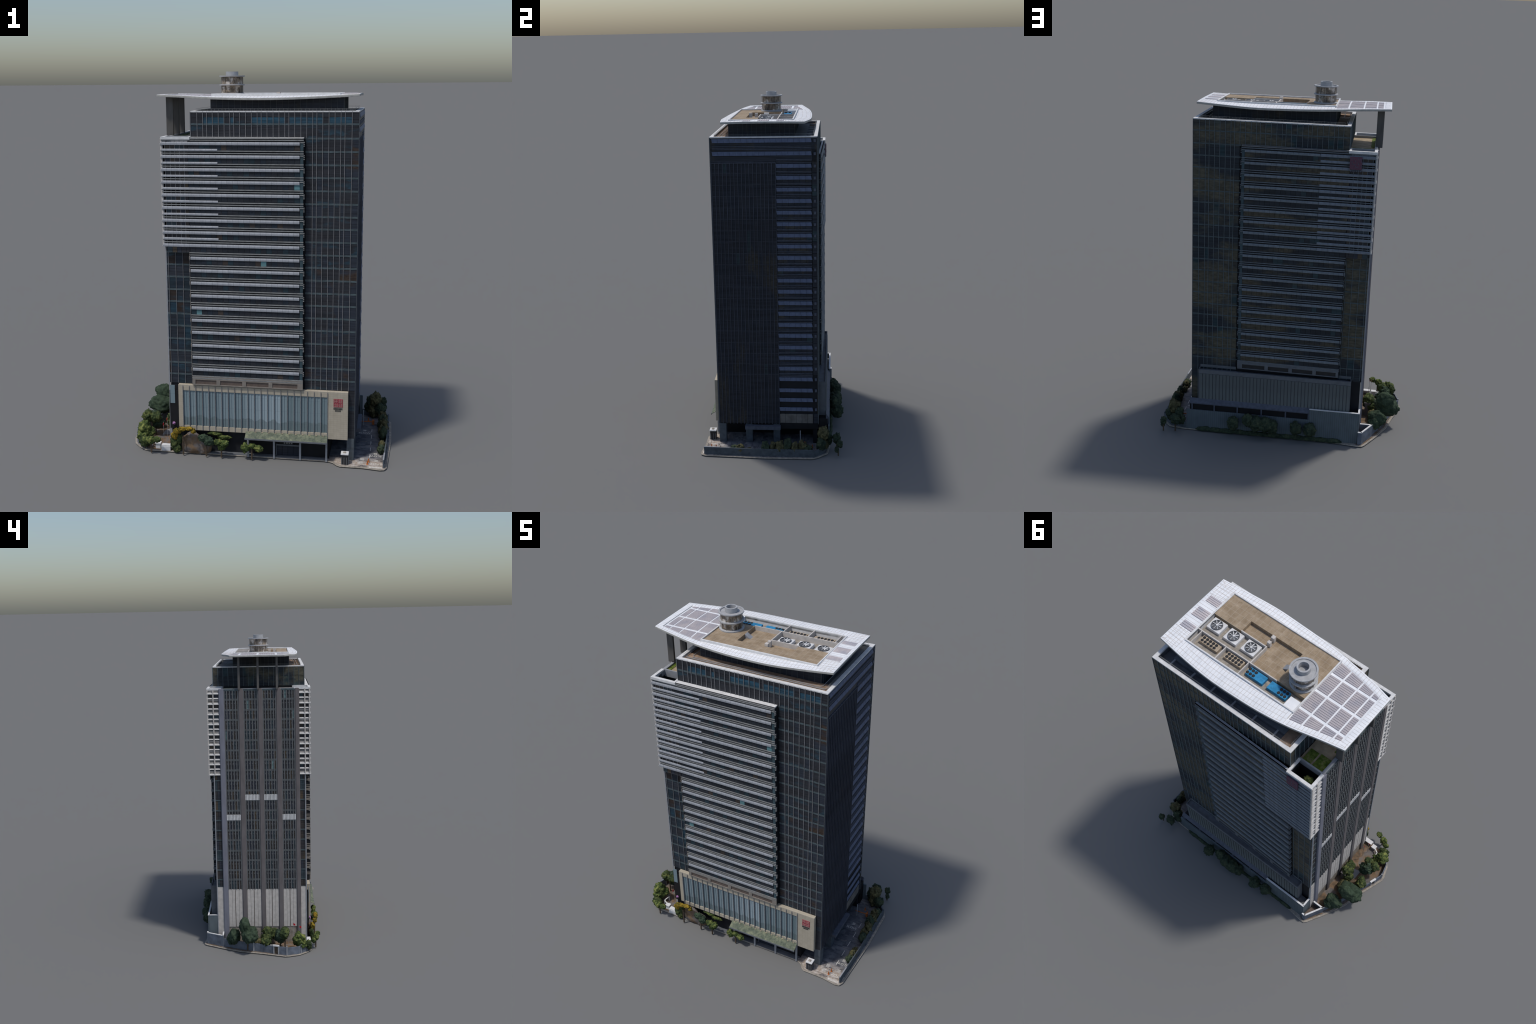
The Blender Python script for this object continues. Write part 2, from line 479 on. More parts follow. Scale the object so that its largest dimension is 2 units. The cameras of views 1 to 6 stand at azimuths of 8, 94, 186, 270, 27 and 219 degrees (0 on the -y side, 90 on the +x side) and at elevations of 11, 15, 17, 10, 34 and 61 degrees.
# mullions and spandrel strips
def mullions(name, face, pos, xs, z0, z1, mat, w=.0026, d=.0035):
    me = MB()
    if face == 's': me.box(-w / 2, w / 2, -d, 0.001, z0, z1)
    if face == 'n': me.box(-w / 2, w / 2, -.001, d, z0, z1)
    if face == 'e': me.box(-.001, d, -w / 2, w / 2, z0, z1)
    if face == 'w': me.box(-d, .001, -w / 2, w / 2, z0, z1)
    me = me.mesh(name)
    for x in xs:
        put(name, me, mat, loc=(x, pos, 0) if face in 'sn' else (pos, x, 0))

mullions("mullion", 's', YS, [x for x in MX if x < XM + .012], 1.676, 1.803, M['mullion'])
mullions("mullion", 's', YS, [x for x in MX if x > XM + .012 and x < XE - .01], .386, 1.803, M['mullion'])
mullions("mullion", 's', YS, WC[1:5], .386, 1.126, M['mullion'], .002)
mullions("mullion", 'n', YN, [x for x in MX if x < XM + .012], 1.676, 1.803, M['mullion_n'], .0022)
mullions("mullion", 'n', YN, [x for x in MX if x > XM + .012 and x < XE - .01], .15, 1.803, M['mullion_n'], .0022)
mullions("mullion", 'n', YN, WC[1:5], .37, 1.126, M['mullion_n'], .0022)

sp = MB(); spn = MB()
for z in FL + [1.743]:
    h = .0058
    x0 = XW if z > 1.7 else XM + .006
    sp.box(x0, XE - .001, YS - .0012, YS + .002, z - h, z + h * .6)
    spn.box(x0, XE - .001, YN - .002, YN + .0012, z - h * .6, z + h * .6)
    if z < 1.12:
        sp.box(-.458, -.324, YS - .0012, YS + .002, z - h, z + h * .6)
        spn.box(-.458, -.324, YN - .002, YN + .0012, z - h * .6, z + h * .6)
put("spandrel_band", sp, M['spandrel'], stuff=True)
put("spandrel_band", spn, M['spandrel'], stuff=True)

# ------------------------------------------------------ projecting louvre box
def louvre_box(side):
    before = set(bpy.data.objects)
    build_bay(side)
    if side == 'n':          # the rear bay splays out a little towards the west
        P = Vector((XM, YLN, 0)); A = math.radians(-1.15); Rm = Matrix.Rotation(A, 3, 'Z')
        for o in set(bpy.data.objects) - before:
            o.rotation_euler = (0, 0, A); o.location = P + Rm @ (Vector(o.location) - P)
def build_bay(side):
    s = -1 if side == 's' else 1
    face = YLS if side == 's' else YLN
    wall = YS if side == 's' else YN
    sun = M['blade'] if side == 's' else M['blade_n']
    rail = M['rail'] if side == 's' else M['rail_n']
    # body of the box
    bx = MB()
    bx.box(-.326, XM - .001, face - s * .004, wall + s * .0005, .392, 1.672)
    put("louvre_bay_body", bx, M['core'])
    # top capping slab along the setback
    cp = MB()
    cp.box(XW - .002, XM, face + s * .002, wall + s * .0006, 1.6725, 1.679)
    put("setback_coping", cp, M['trim'] if side == 's' else M['metal'])
    # ribbon windows
    rb = MB(); eg0 = MB()
    for i, zb in enumerate(BL):
        lo = BL[i + 1] + .0315 if i + 1 < len(BL) else .440
        hi = zb - .002
        n = 20; x0, x1 = -.326, .235
        for k in range(n):
            a0 = x0 + (x1 - x0) * k / n; a1 = x0 + (x1 - x0) * (k + 1) / n
            cell(rb, side, face, a0, a1, lo, hi, .004, .0004)
        cell(eg0, side, face - s * .0004, .2355, XM - .001, lo - .03, hi + .012, .004)
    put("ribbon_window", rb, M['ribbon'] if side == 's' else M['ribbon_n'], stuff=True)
    put("bay_edge_glass", eg0, M['edge_glass'], stuff=True)
    # rails: two slim lines above every sunshade
    rl = MB()
    for zb in BL + [BL[-1] - .0645]:
        for dz, hh in ((.0170, .0025), (.0285, .0025)):
            if zb < .45 and dz > .015: pass
            rl.box(XF if zb > 1.13 else -.328, XM, face + s * .002, face - s * .003, zb + dz - hh, zb + dz + hh)
    for zb in BL: rl.box(.236, XM, face + s * .002, face - s * .003, zb + .004, zb + .009)
    put("facade_rail", rl, rail, stuff=True)
    # sunshade blades: tilted aluminium sections in modules
    def blade_mesh(x0, x1, out, h, name):
        m = MB(); n = max(1, round((x1 - x0) / .0285)); w = (x1 - x0) / n
        for k in range(n):
            a0, a1 = x0 + k * w, x0 + (k + 1) * w - .0007
            y0, y1 = face - s * .002, face + s * out
            prof = [(y0, h * .55), (y0 + (y1 - y0) * .45, h * .55), (y1, h * .1), (y1, -h * .45), (y0, -h * .45)]
            m.extrude(prof, 'x', a0, a1)
        return m.mesh(name)
    if side == 's':
        full = blade_mesh(XF - .003, .234, .0042, .0152, "sunshade_blade")
        short = blade_mesh(-.324, .234, .0042, .0152, "sunshade_blade")
        half = blade_mesh(XF - .003, -.176, .0034, .0105, "intermediate_blade")
        for i, zb in enumerate(BL):
            put("sunshade_blade", full if zb > 1.13 else short, sun, loc=(0, 0, zb))
            if zb > 1.15: put("intermediate_blade", half, M['rail'] if False else sun, loc=(0, 0, zb - .0315))
    else:
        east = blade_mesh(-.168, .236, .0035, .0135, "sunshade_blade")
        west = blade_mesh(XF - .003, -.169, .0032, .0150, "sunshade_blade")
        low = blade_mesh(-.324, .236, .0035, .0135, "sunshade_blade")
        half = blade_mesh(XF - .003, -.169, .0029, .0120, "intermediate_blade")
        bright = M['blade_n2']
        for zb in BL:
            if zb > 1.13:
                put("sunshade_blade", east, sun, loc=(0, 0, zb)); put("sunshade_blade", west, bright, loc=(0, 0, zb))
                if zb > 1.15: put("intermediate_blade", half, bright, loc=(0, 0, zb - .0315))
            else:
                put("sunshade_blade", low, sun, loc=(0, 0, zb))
    # return side with little brackets
    bk = MB()
    for zb in BL:
        for q in range(3):
            bk.box(XM - .001, XM + .005, face + s * .001, face - s * .008, zb - .012 + q * .009, zb - .008 + q * .009)
            if zb < 1.12: bk.box(-.331, -.3255, face + s * .001, face - s * .008, zb - .012 + q * .009, zb - .008 + q * .009)
    put("edge_bracket", bk, rail, stuff=True)
    eg = MB()
    eg.box(-.3275, -.3255, face + s * .0015, wall, .392, 1.126)
    wrp = MB()
    for zb in BL + [BL[-1] - .0645]:
        if zb > 1.12: continue
        if zb > .45: wrp.box(-.3315, -.327, face + s * .003, wall, zb - .007, zb + .008)
        for dz in (.017, .0285): wrp.box(-.330, -.327, face + s * .002, wall, zb + dz - .0025, zb + dz + .0025)
    put("return_blade", wrp, M['bay_base'] if side == 's' else rail, stuff=True)
    put("bay_edge_trim", eg, M['core'])
    # base band with recessed vents
    bd = MB()
    bd.box(-.328, XM, face + s * .0015, face - s * .004, .418, .437)
    bd.box(-.328, XM, face + s * .0015, face - s * .004, .389, .394)
    for x0, x1 in ((-.328, -.312), (-.200, -.180), (-.063, -.043), (.075, .095), (.225, XM)):
        bd.box(x0, x1, face + s * .0015, face - s * .004, .394, .418)
    put("vent_frame", bd, M['bay_base'] if side == 's' else M['concrete_d'])
    vt = MB()
    for x0, x1 in ((-.312, -.200), (-.180, -.063), (-.043, .075), (.095, .225)):
        vt.box(x0, x1, face - s * .0025, face - s * .006, .394, .418)
    put("vent_grille", vt, M['vent'] if side == 's' else M['black'])
    # open corner behind the wrapping louvres
    cn = MB()
    zt = 1.672
    for x in (-.445, -.418, -.394, -.370, -.346):
        cn.box(x - .0012, x + .0012, face - s * .004, face - s * .001, 1.128, zt)
    cn.box(XF, XF + .008, face, face - s * .008, 1.128, zt)
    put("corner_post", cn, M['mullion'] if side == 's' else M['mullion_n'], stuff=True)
    pk = MB()
    for i, zb in enumerate(BL):
        if zb < 1.13: continue
        pk.box(XF + .004, XW + .01, face - s * .004, wall - s * .004, zb - .010, zb + .004)
    put("corner_floor_slab", pk, M['concrete_d'], stuff=True)
    bp = MB()
    for i, zb in enumerate(BL[:9]):
        for k in range(5):
            xa = [-.455, -.445, -.418, -.394, -.370, -.346, -.328]
            if True:
                cell(bp, side, face - s * .003, xa[k + 1], xa[k + 2], zb - .064 + .026, zb - .004, .003)
    put("corner_glass", bp, M['glass_w'], stuff=True)

louvre_box('s'); louvre_box('n')

# wrapping louvres on the west end of the box
wl = MB()
for i, zb in enumerate(BL):
    if zb < 1.13: continue
    zs = [zb] + ([zb - .0315] if zb > 1.15 else [])
    for j, z in enumerate(zs):
        h = .0115 if j == 0 else .0085
        o = .006 if j == 0 else .004
        for y0, y1 in ((YLS - .004, -.277), (.228, YLN + .018)):
            prof = [(XF + .004, z + h * .62), (XF + .001, z + h * .62), (XF - o, z - h * .1), (XF - o, z - h * .4), (XF + .004, z - h * .3)]
            wl.extrude(prof, 'y', y0, y1)
put("corner_louvre", wl, M['corner_blade'], stuff=True)
wr = MB()
for i, zb in enumerate(BL):
    if zb < 1.13: continue
    for dz in (.012, .0215):
        for y0, y1 in ((YLS, -.277), (.228, YLN + .016)):
            wr.box(XF, XF + .004, y0, y1, zb + dz - .002, zb + dz + .002)
for y in (-.312, YLS + .003, .262, YLN + .014):
    wr.box(XF - .005, XF + .003, y - .0035, y + .0035, 1.128, 1.674)
wg = MB()
for i, zb in enumerate(BL):
    if zb < 1.14: continue
    for y0, y1 in ((YLS + .005, -.30), (-.30, -.278), (.229, .262), (.262, YLN + .012)):
        cell(wg, 'w', XF + .003, y0, y1, zb - .060, zb - .034); cell(wg, 'w', XF + .003, y0, y1, zb - .030, zb + .004)
put("corner_glass", wg, M['glass_w'], stuff=True)
put("corner_louvre_frame", wr, M['concrete'], stuff=True)

# ----------------------------------------------------------------- west face
BAY = [(.104, .195), (-.018, .073), (-.132, -.047), (-.249, -.163)]
PIL = [(.195, .228, 'pilaster_l'), (.073, .104, 'pilaster'), (-.047, -.018, 'pilaster'), (-.163, -.132, 'pilaster'), (-.277, -.249, 'pilaster')]
for y0, y1, m in PIL:
    top = 1.677
    p = MB()
    p.box(-.4705, -.452, y0 + .003, y1 - .003, .004, top)
    p.box(-.468, -.452, y0, y1, .004, top - .004)
    bevel(put("pilaster", p, M[m]), .001, 1)
for y in (.0985, -.0205, -.139):
    p = MB(); p.box(-.486, -.449, y - .0068, y + .0068, 1.672, 1.873)
    bevel(put("canopy_column", p, M['column']), .001, 1)
wp = MB(); wm = MB(); wt = MB(); wc = MB(); wpan = MB(); wsp = MB()
wz = [.372] + sorted(FL[:-1]) 
for bi, (y0, y1) in enumerate(BAY):
    n = 5; w = (y1 - y0) / n
    zl = sorted([z for z in FL if z > .40 and z < 1.66]) 
    zl = [.372] + zl + [1.664]
    for k in range(len(zl) - 1):
        special = (bi in (1, 2) and abs(zl[k] - .963) < .01) or (bi in (0, 3) and abs(zl[k] - .832) < .01)
        for q in range(n):
            if special:
                for r in range(2):
                    a = y0 + q * w + r * w / 2
                    wpan.box(-.4685, -.455, a + .0012, a + w / 2 - .0012, zl[k] + .002, zl[k] + .038)
                cell(wp, 'w', -.4635, y0 + q * w, y0 + (q + 1) * w, zl[k] + .04, zl[k + 1])
            else:
                cell(wp, 'w', -.4635, y0 + q * w, y0 + (q + 1) * w, zl[k], zl[k + 1])
        if k:
            wsp.box(-.4655, -.458, y0, y1, zl[k] - .006, zl[k] + .006)
        for q in range(n if not special else 0):       # small brackets on the mullions
            zc = (zl[k] + zl[k + 1]) / 2
            for f in (.64,):
                za = zl[k] + (zl[k + 1] - zl[k]) * f
                wt.box(-.4668, -.4625, y0 + q * w + .0031, y0 + q * w + .0065, za - .003, za + .003)
    for q in range(n + 1):
        y = min(max(y0 + q * w, y0 + .0031), y1 - .0031)
        wm.box(-.4672, -.458, y - .0031, y + .0031, .372, 1.664)
    wc.box(-.4665, -.450, y0, y1, 1.664, 1.674)      # coping
put("window_panes_west", wp, M['glass_w'], stuff=True)
put("west_mullion", wm, M['west_metal'], stuff=True)
put("west_bracket", wt, M['west_metal'], stuff=True)
put("west_spandrel", wsp, M['west_spandrel'], stuff=True)
put("white_louvre_panel", wpan, M['trim'], stuff=True)
put("bay_coping", wc, M['spandrel'])
# concrete base panels of the west face
for y0, y1 in BAY:
    c = MB(); n = 4; w = (y1 - y0) / n
    for q in range(n):
        c.box(-.465 if q != 1 else -.4645, -.450, y0 + q * w + (.0035 if q == 2 else .0006), y0 + (q + 1) * w - .0006, .115, .371)
    put("base_panel", c, M['concrete'])
    c = MB(); c.box(-.462, -.450, y0, y1, 0.0, .115)
    put("base_plinth", c, M['kerb'])
    d = MB(); d.box(-.4615, -.451, y0, y1, .115, .372); put("base_panel_joint", d, M['vent'])
# corner strips at both ends of the west face, lower part
cs = MB(); ct = MB(); cc = MB()
for y0, y1 in ((YS, -.277), (.228, YN)):
    z3 = zlist(.385, 1.127)
    for k in range(len(z3) - 1):
        ym = (y0 + y1) / 2
        cell(cs, 'w', XF + .004, y0, ym, z3[k], z3[k + 1]); cell(cs, 'w', XF + .004, ym, y1, z3[k], z3[k + 1])
        ct.box(XF + .002, XF + .008, y0, y1, z3[k] - .004, z3[k] + .004)
    cc.box(XF + .001, XF + .010, y0, y1, .0, .385)
put("corner_window_panes", cs, M['glass_w'], stuff=True)
put("corner_spandrel", ct, M['spandrel'], stuff=True)
put("corner_base_panel", cc, M['concrete'])
ce = MB()
ce.box(XF - .001, XF + .005, YS - .001, YS + .005, 0.0, 1.127)
ce.box(XF - .001, XF + .005, YN - .005, YN + .001, 0.0, 1.127)
put("corner_trim", ce, M['metal'])

# ------------------------------------------------------ terrace on the wing
t = MB()
t.box(XF + .012, XW, -.236, .206, 1.640, 1.667)
put("terrace_floor", t, M['tan_floor'])
tg = MB()
tg.box(-.446, -.385, .125, .200, 1.6672, 1.6695); tg.box(-.375, -.330, .130, .200, 1.6672, 1.6705)
tg.box(-.446, -.425, -.230, .08, 1.6672, 1.6695)
put("roof_garden_lawn", tg, M['grass'])
pr = MB()
for y0, y1 in BAY: pr.box(-.462, -.446, y0 - .02, y1 + .02, 1.650, 1.678)
pr.box(-.450, XW, .203, .211, 1.640, 1.680)
pr.box(-.450, XW, -.243, -.235, 1.640, 1.680)
put("terrace_parapet", pr, M['metal'])
# light wells with pale rims
for y0, y1, nm in ((.211, YLN + .018, 'n'), (YLS - .004, -.243, 's')):
    w = MB()
    w.box(XF - .002, -.449, y0, y1, 1.668, 1.681)
    w.box(-.329, XW + .001, y0, y1, 1.668, 1.681)
    if nm == 'n': w.box(-.449, -.329, y1 - .016, y1, 1.668, 1.681)
    else: w.box(-.449, -.329, y0, y0 + .016, 1.668, 1.681)
    put("light_well_rim", w, M['trim'])
    w = MB()
    w.box(-.329, XW + .002, y0 + .008, y1 - .012, 1.30, 1.668)
    put("light_well_wall", w, M['core'])

# ----------------------------------------------------------------- east face
FINY = (-.308, .043)
em = MB(); n = 17
edges = [FINY[0] + (FINY[1] - FINY[0]) * k / n for k in range(n + 1)]
z4 = zlist(.13, 1.668)
for k in range(n):
    for q in range(len(z4) - 1): cell(em, 'e', XE, edges[k], edges[k + 1], z4[q], z4[q + 1])
for z0, z1 in ((1.757, 1.80), (1.67, 1.702), (1.735, 1.757), (1.702, 1.735)):
    cell(em, 'e', XE, YS, YN, z0, z1)
for i, zb in enumerate(BL):
    if zb < .36: continue
    nn = 6; lo = (BL[i + 1] + .028) if i + 1 < len(BL) else .42
    for k in range(nn):
        a0 = .046 + (.238 - .046) * k / nn; cell(em, 'e', XE, a0, a0 + .032, lo, zb - .004)
for z in z4: cell(em, 'e', XE, .241, YN, z, z + .064)
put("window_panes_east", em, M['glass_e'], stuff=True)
mullions("east_fin", 'e', XE, edges, .128, 1.668, M['rib'], .0030, .006)
eh = MB(); eh.box(XE - .001, XE + .004, FINY[0], FINY[1] + .002, 1.662, 1.669)
for z in FL: eh.box(XE - .001, XE + .0006, FINY[0], FINY[1], z - .0012, z + .0012)
put("east_transom", eh, M['rib'], stuff=True)
def east_blade(y0, y1, name):
    m = MB(); n = max(1, round((y1 - y0) / .0315)); w = (y1 - y0) / n
    for k in range(n):
        prof = [(XE - .001, .0105), (XE + .002, .0105), (XE + .0055, -.009), (XE + .0055, -.0105), (XE - .001, -.0105)]
        m.extrude(prof, 'y', y0 + k * w + (.0004 if k else 0), y0 + (k + 1) * w - .0004)
    me_ = m.mesh(name)
    for v in me_.vertices: v.co.y -= v.co.z * .19      # raked ends
    return me_
wide = east_blade(-.300, .238, "side_sunshade"); narrow = east_blade(.046, .238, "side_sunshade")
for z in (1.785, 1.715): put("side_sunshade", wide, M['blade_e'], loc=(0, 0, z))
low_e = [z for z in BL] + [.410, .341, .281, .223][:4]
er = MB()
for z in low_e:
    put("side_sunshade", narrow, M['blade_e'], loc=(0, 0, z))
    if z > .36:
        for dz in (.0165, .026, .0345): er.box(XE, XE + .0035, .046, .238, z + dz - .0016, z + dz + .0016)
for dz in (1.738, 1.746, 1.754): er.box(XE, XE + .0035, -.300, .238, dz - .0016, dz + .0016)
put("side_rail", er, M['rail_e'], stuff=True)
bk = MB()
for z in low_e + [1.785, 1.715]:
    bk.extrude([(XE - .001, z + .006), (XE + .003, z + .004), (XE + .003, z - .010), (XE - .001, z - .008)], 'y', .250, .262)
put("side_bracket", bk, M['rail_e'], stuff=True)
ep = MB()
for k in range(6):
    ep.box(XE - .003, XE + .003, .047 + k * .032, .047 + (k + 1) * .032 - .0012, .136, .192)
put("entrance_panel", ep, M['entry'], stuff=True)
ef = MB(); ef.box(XE - .006, XE + .002, .044, YN, .098, .1352); put("entrance_fascia", ef, M['void'])
evc = MB(); evc.box(XE - .001, XE + .002, YN - .003, YN + .002, .13, TOP - .003); evc.box(XE - .001, XE + .002, YS - .002, YS + .003, .13, TOP - .003)
put("east_corner_trim", evc, M['mullion_d'])
for y0, y1 in ((-.314, -.272), (-.156, -.117), (.006, .045)):
    c = MB(); c.box(.480, XE - .001, y0, y1, .002, .1255); bevel(put("ground_column", c, M['fence']), .001, 1)
aw = MB(); aw.box(XE, .545, -.158, .050, .100, .121); put("side_awning", aw, M['rail_e'])
pole = MB(); pole.beam((.548, .165, 0), (.548, .165, .10), .0028); put("service_pole", pole, M['metal'])
uc = MB(); uc.box(.3852, .389, YS + .004, .045, .004, .1255); uc.box(.40, .404, .045, .238, .004, .1255)
put("undercroft_wall", uc, M['void'])

# ---------------------------------------------------------- roof of the tower
r = MB()
rw = .019
for x0, x1, y0, y1 in ((XW - .001, XE + .001, YS - .001, YS + rw), (XW - .001, XE + .001, YN - rw, YN + .001),
                       (XW - .001, XW + rw, YS + rw, YN - rw), (XE - rw, XE + .001, YS + rw, YN - rw)):
    r.box(x0, x1, y0, y1, 1.800, TOP)
put("roof_parapet", r, M['trim'])
r = MB()
for x0, x1, y0, y1 in ((XW + g, XE - g, YS + g, YS + rw - .002), (XW + g, XE - g, YN - rw + .002, YN - g),
                       (XW + g, XW + rw - .002, YS + rw, YN - rw), (XE - rw + .002, XE - g, YS + rw, YN - rw)):
    r.box(x0, x1, y0, y1, 1.7545, 1.800)
put("parapet_wall", r, M['concrete_d'])
cw = MB(); cm = MB()
ncw = 18
for k in range(ncw):
    a0 = YS + (YN - YS) * k / ncw; a1 = YS + (YN - YS) * (k + 1) / ncw
    for z0, z1 in ((1.68, 1.743), (1.743, 1.80)): cell(cw, 'w', XW, a0, a1, z0, z1)
    cm.box(XW - .003, XW + .001, a0 - .0011, a0 + .0011, 1.68, 1.80)
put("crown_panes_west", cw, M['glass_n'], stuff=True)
put("crown_mullion", cm, M['mullion_n'], stuff=True)
d = MB(); d.box(XW + rw, XE - rw, YS + rw, -.215, 1.755, 1.7955); put("south_deck", d, M['brick_deck'])
dj = MB()
for k in range(34):
    x = XW + .03 + k * .0235
    if x < XE - .03: dj.box(x, x + .0012, YS + rw + .004, -.262, 1.7955, 1.7962)
dj.box(XW + .03, XE - .03, -.263, -.2615, 1.7955, 1.7962)
put("deck_joint", dj, M['bark'], stuff=True)
d = MB(); d.box(XW + rw, -.232, -.215, YN - rw, 1.755, 1.789); put("west_deck", d, M['brick_deck'])
d = MB(); d.box(.440, XE - rw, -.215, YN - rw, 1.755, 1.772); d.box(-.232, .44, .208, YN - rw, 1.755, 1.774); d.box(-.232, .44, .140, .208, 1.755, 1.796)
put("service_trough", d, M['concrete_d'])
tb = MB()
for k in range(6): tb.box(-.20 + k * .125, -.192 + k * .125, .208, YN - rw, 1.790, 1.797)
put("trough_beam", tb, M['metal'], stuff=True)
tr = MB()
path = []
def arc(cx, cy, rr, a0, a1): return [(cx + rr * math.cos(math.radians(a0 + (a1 - a0) * i / 6)), cy + rr * math.sin(math.radians(a0 + (a1 - a0) * i / 6))) for i in range(7)]
for off in (0, .030):
    x0, x1, y0 = -.292 + off, .492 - off, -.272 + off * .5
    pth = [(x0, -.05)] + arc(x0 + .02, y0 + .02, .02, 180, 270) + arc(x1 - .02, y0 + .02, .02, 270, 360) + [(x1, .10)]
    for i in range(len(pth) - 1): tr.beam((*pth[i], 1.8005), (*pth[i + 1], 1.8005), .0016, 5)
put("gondola_track", tr, M['metal'])
hr = MB()
for zz_ in (1.810, 1.817):
    for a, c in (((XW + .03, YS + .022), (XE - .03, YS + .022)), ((XE - .024, YS + .03), (XE - .024, YN - .03)), ((XW + .03, YN - .022), (XE - .03, YN - .022)), ((XW + .022, YS + .03), (XW + .022, YN - .03))):
        hr.beam((*a, zz_), (*c, zz_), .0006, 4)
for k in range(44):
    x = XW + .03 + k * .0181
    for y in (YS + .022, YN - .022): hr.beam((x, y, 1.80), (x, y, 1.817), .0005, 4)
put("roof_handrail", hr, M['rail'], stuff=True)

# penthouse under the canopy
PX0, PX1, PY0, PY1 = -.231, .437, -.217, .141
p = MB(); p.box(PX0, PX1, PY0, PY1, 1.757, 1.8525); put("penthouse", p, M['core'])
pp = MB(); pm = MB()
n = 22
for k in range(n):
    a0 = PX0 + (PX1 - PX0) * k / n; a1 = PX0 + (PX1 - PX0) * (k + 1) / n
    cell(pp, 's', PY0 - .002, a0, a1, 1.796, 1.866, .003); cell(pp, 'n', PY1 + .002, a0, a1, 1.772, 1.866, .003)
    pm.box(a0 - .001, a0 + .001, PY0 - .0035, PY0, 1.796, 1.866); pm.box(a0 - .001, a0 + .001, PY1, PY1 + .0035, 1.772, 1.866)
n = 14
for k in range(n):
    a0 = PY0 + (PY1 - PY0) * k / n; a1 = PY0 + (PY1 - PY0) * (k + 1) / n
    cell(pp, 'e', PX1 + .002, a0, a1, 1.772, 1.868, .003); cell(pp, 'w', PX0 - .002, a0, a1, 1.788, 1.868, .003)
    pm.box(PX1, PX1 + .0035, a0 - .001, a0 + .001, 1.772, 1.868); pm.box(PX0 - .0035, PX0, a0 - .001, a0 + .001, 1.788, 1.868)
put("penthouse_glazing", pp, M['glass_e'], stuff=True)
put("penthouse_mullion", pm, M['mullion_d'], stuff=True)

# ------------------------------------------------------------- roof canopy
def curve(pts):
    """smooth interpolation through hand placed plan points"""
    def f(x):
        for i in range(len(pts) - 1):
            if x <= pts[i + 1][0] or i == len(pts) - 2:
                x0, y0 = pts[i]; x1, y1 = pts[i + 1]
                m0 = (y1 - pts[i - 1][1]) / (x1 - pts[i - 1][0]) if i else (y1 - y0) / (x1 - x0)
                m1 = (pts[i + 2][1] - y0) / (pts[i + 2][0] - x0) if i + 2 < len(pts) else (y1 - y0) / (x1 - x0)
                h = x1 - x0; u = (x - x0) / h
                return (2*u**3 - 3*u*u + 1) * y0 + (u**3 - 2*u*u + u) * h * m0 + (-2*u**3 + 3*u*u) * y1 + (u**3 - u*u) * h * m1
    return f
CX0, CX1 = -.523, .516
edge_s = curve([(CX0, -.187), (-.40, -.220), (-.25, -.250), (-.1, -.270), (.05, -.279), (.2, -.282), (.35, -.270), (CX1, -.251)])
edge_n = curve([(CX0, .151), (-.40, .175), (-.25, .207), (-.1, .224), (.05, .230), (.2, .230), (.35, .220), (CX1, .201)])
edge_zs = curve([(CX0, 1.886), (-.4, 1.882), (-.25, 1.874), (-.1, 1.870), (.05, 1.869), (.2, 1.8715), (.35, 1.877), (CX1, 1.885)])
edge_zn = curve([(CX0, 1.887), (-.4, 1.885), (-.25, 1.880), (-.1, 1.875), (.05, 1.872), (.2, 1.871), (.35, 1.8765), (CX1, 1.884)])
YC = -.0215
def ztop(y, x, field=True):
    """canopy surface: a shallow vault whose long rims dip towards mid-length"""
    x = min(max(x, CX0), CX1)
    ye = edge_n(x) if y > YC else edge_s(x)
    ze = edge_zn(x) if y > YC else edge_zs(x)
    t_ = min(1.0, abs((y - YC) / (ye - YC)))
    z = 1.887 - (1.887 - ze) * t_ ** 2
    if field and x < WX0 - .002 and abs(y - ye) > .034 and x > CX0 + .034: z -= .0035      # slatted field lies lower
    return z
WX0, WX1, WY0, WY1 = -.222, .412, -.213, .132      # sunken plant well in the canopy
def lin(a, c, n): return [a + (c - a) * i / n for i in range(n + 1)]
xst = [CX0, CX0 + .012, CX0 + .024, CX0 + .0338, CX0 + .0345] + lin(CX0 + .046, WX0 - .0025, 12) + [WX0 - .0018][:0]
xst += [WX0 - .0015]
xst = xst
xst += lin(WX0, WX1, 26)[:-1] + lin(WX1, CX1, 6)
def yrow(x): return lin(edge_s(x), WY0 if edge_s(x) < WY0 - .02 else edge_s(x) + .02, 6)
def rows(x):
    s_, n_ = edge_s(x), edge_n(x)
    inside = WX0 - 1e-6 <= x <= WX1 + 1e-6
    a = WY0 if inside else (s_ + .0345 if x < 0 else s_ + (n_ - s_) * .17)
    c = WY1 if inside else (n_ - .0345 if x < 0 else s_ + (n_ - s_) * .80)
    return lin(s_, a, 7)[:-1] + lin(a, c, 10)[:-1] + lin(c, n_, 7)
bm = bmesh.new()
top, bot = [], []
TH = .0112
for x in xst:
    ys = rows(x)
    top.append([bm.verts.new((x, y, ztop(y, x))) for y in ys])
    bot.append([bm.verts.new((x, y, ztop(y, x, False) - TH)) for y in ys])
ny = len(top[0])
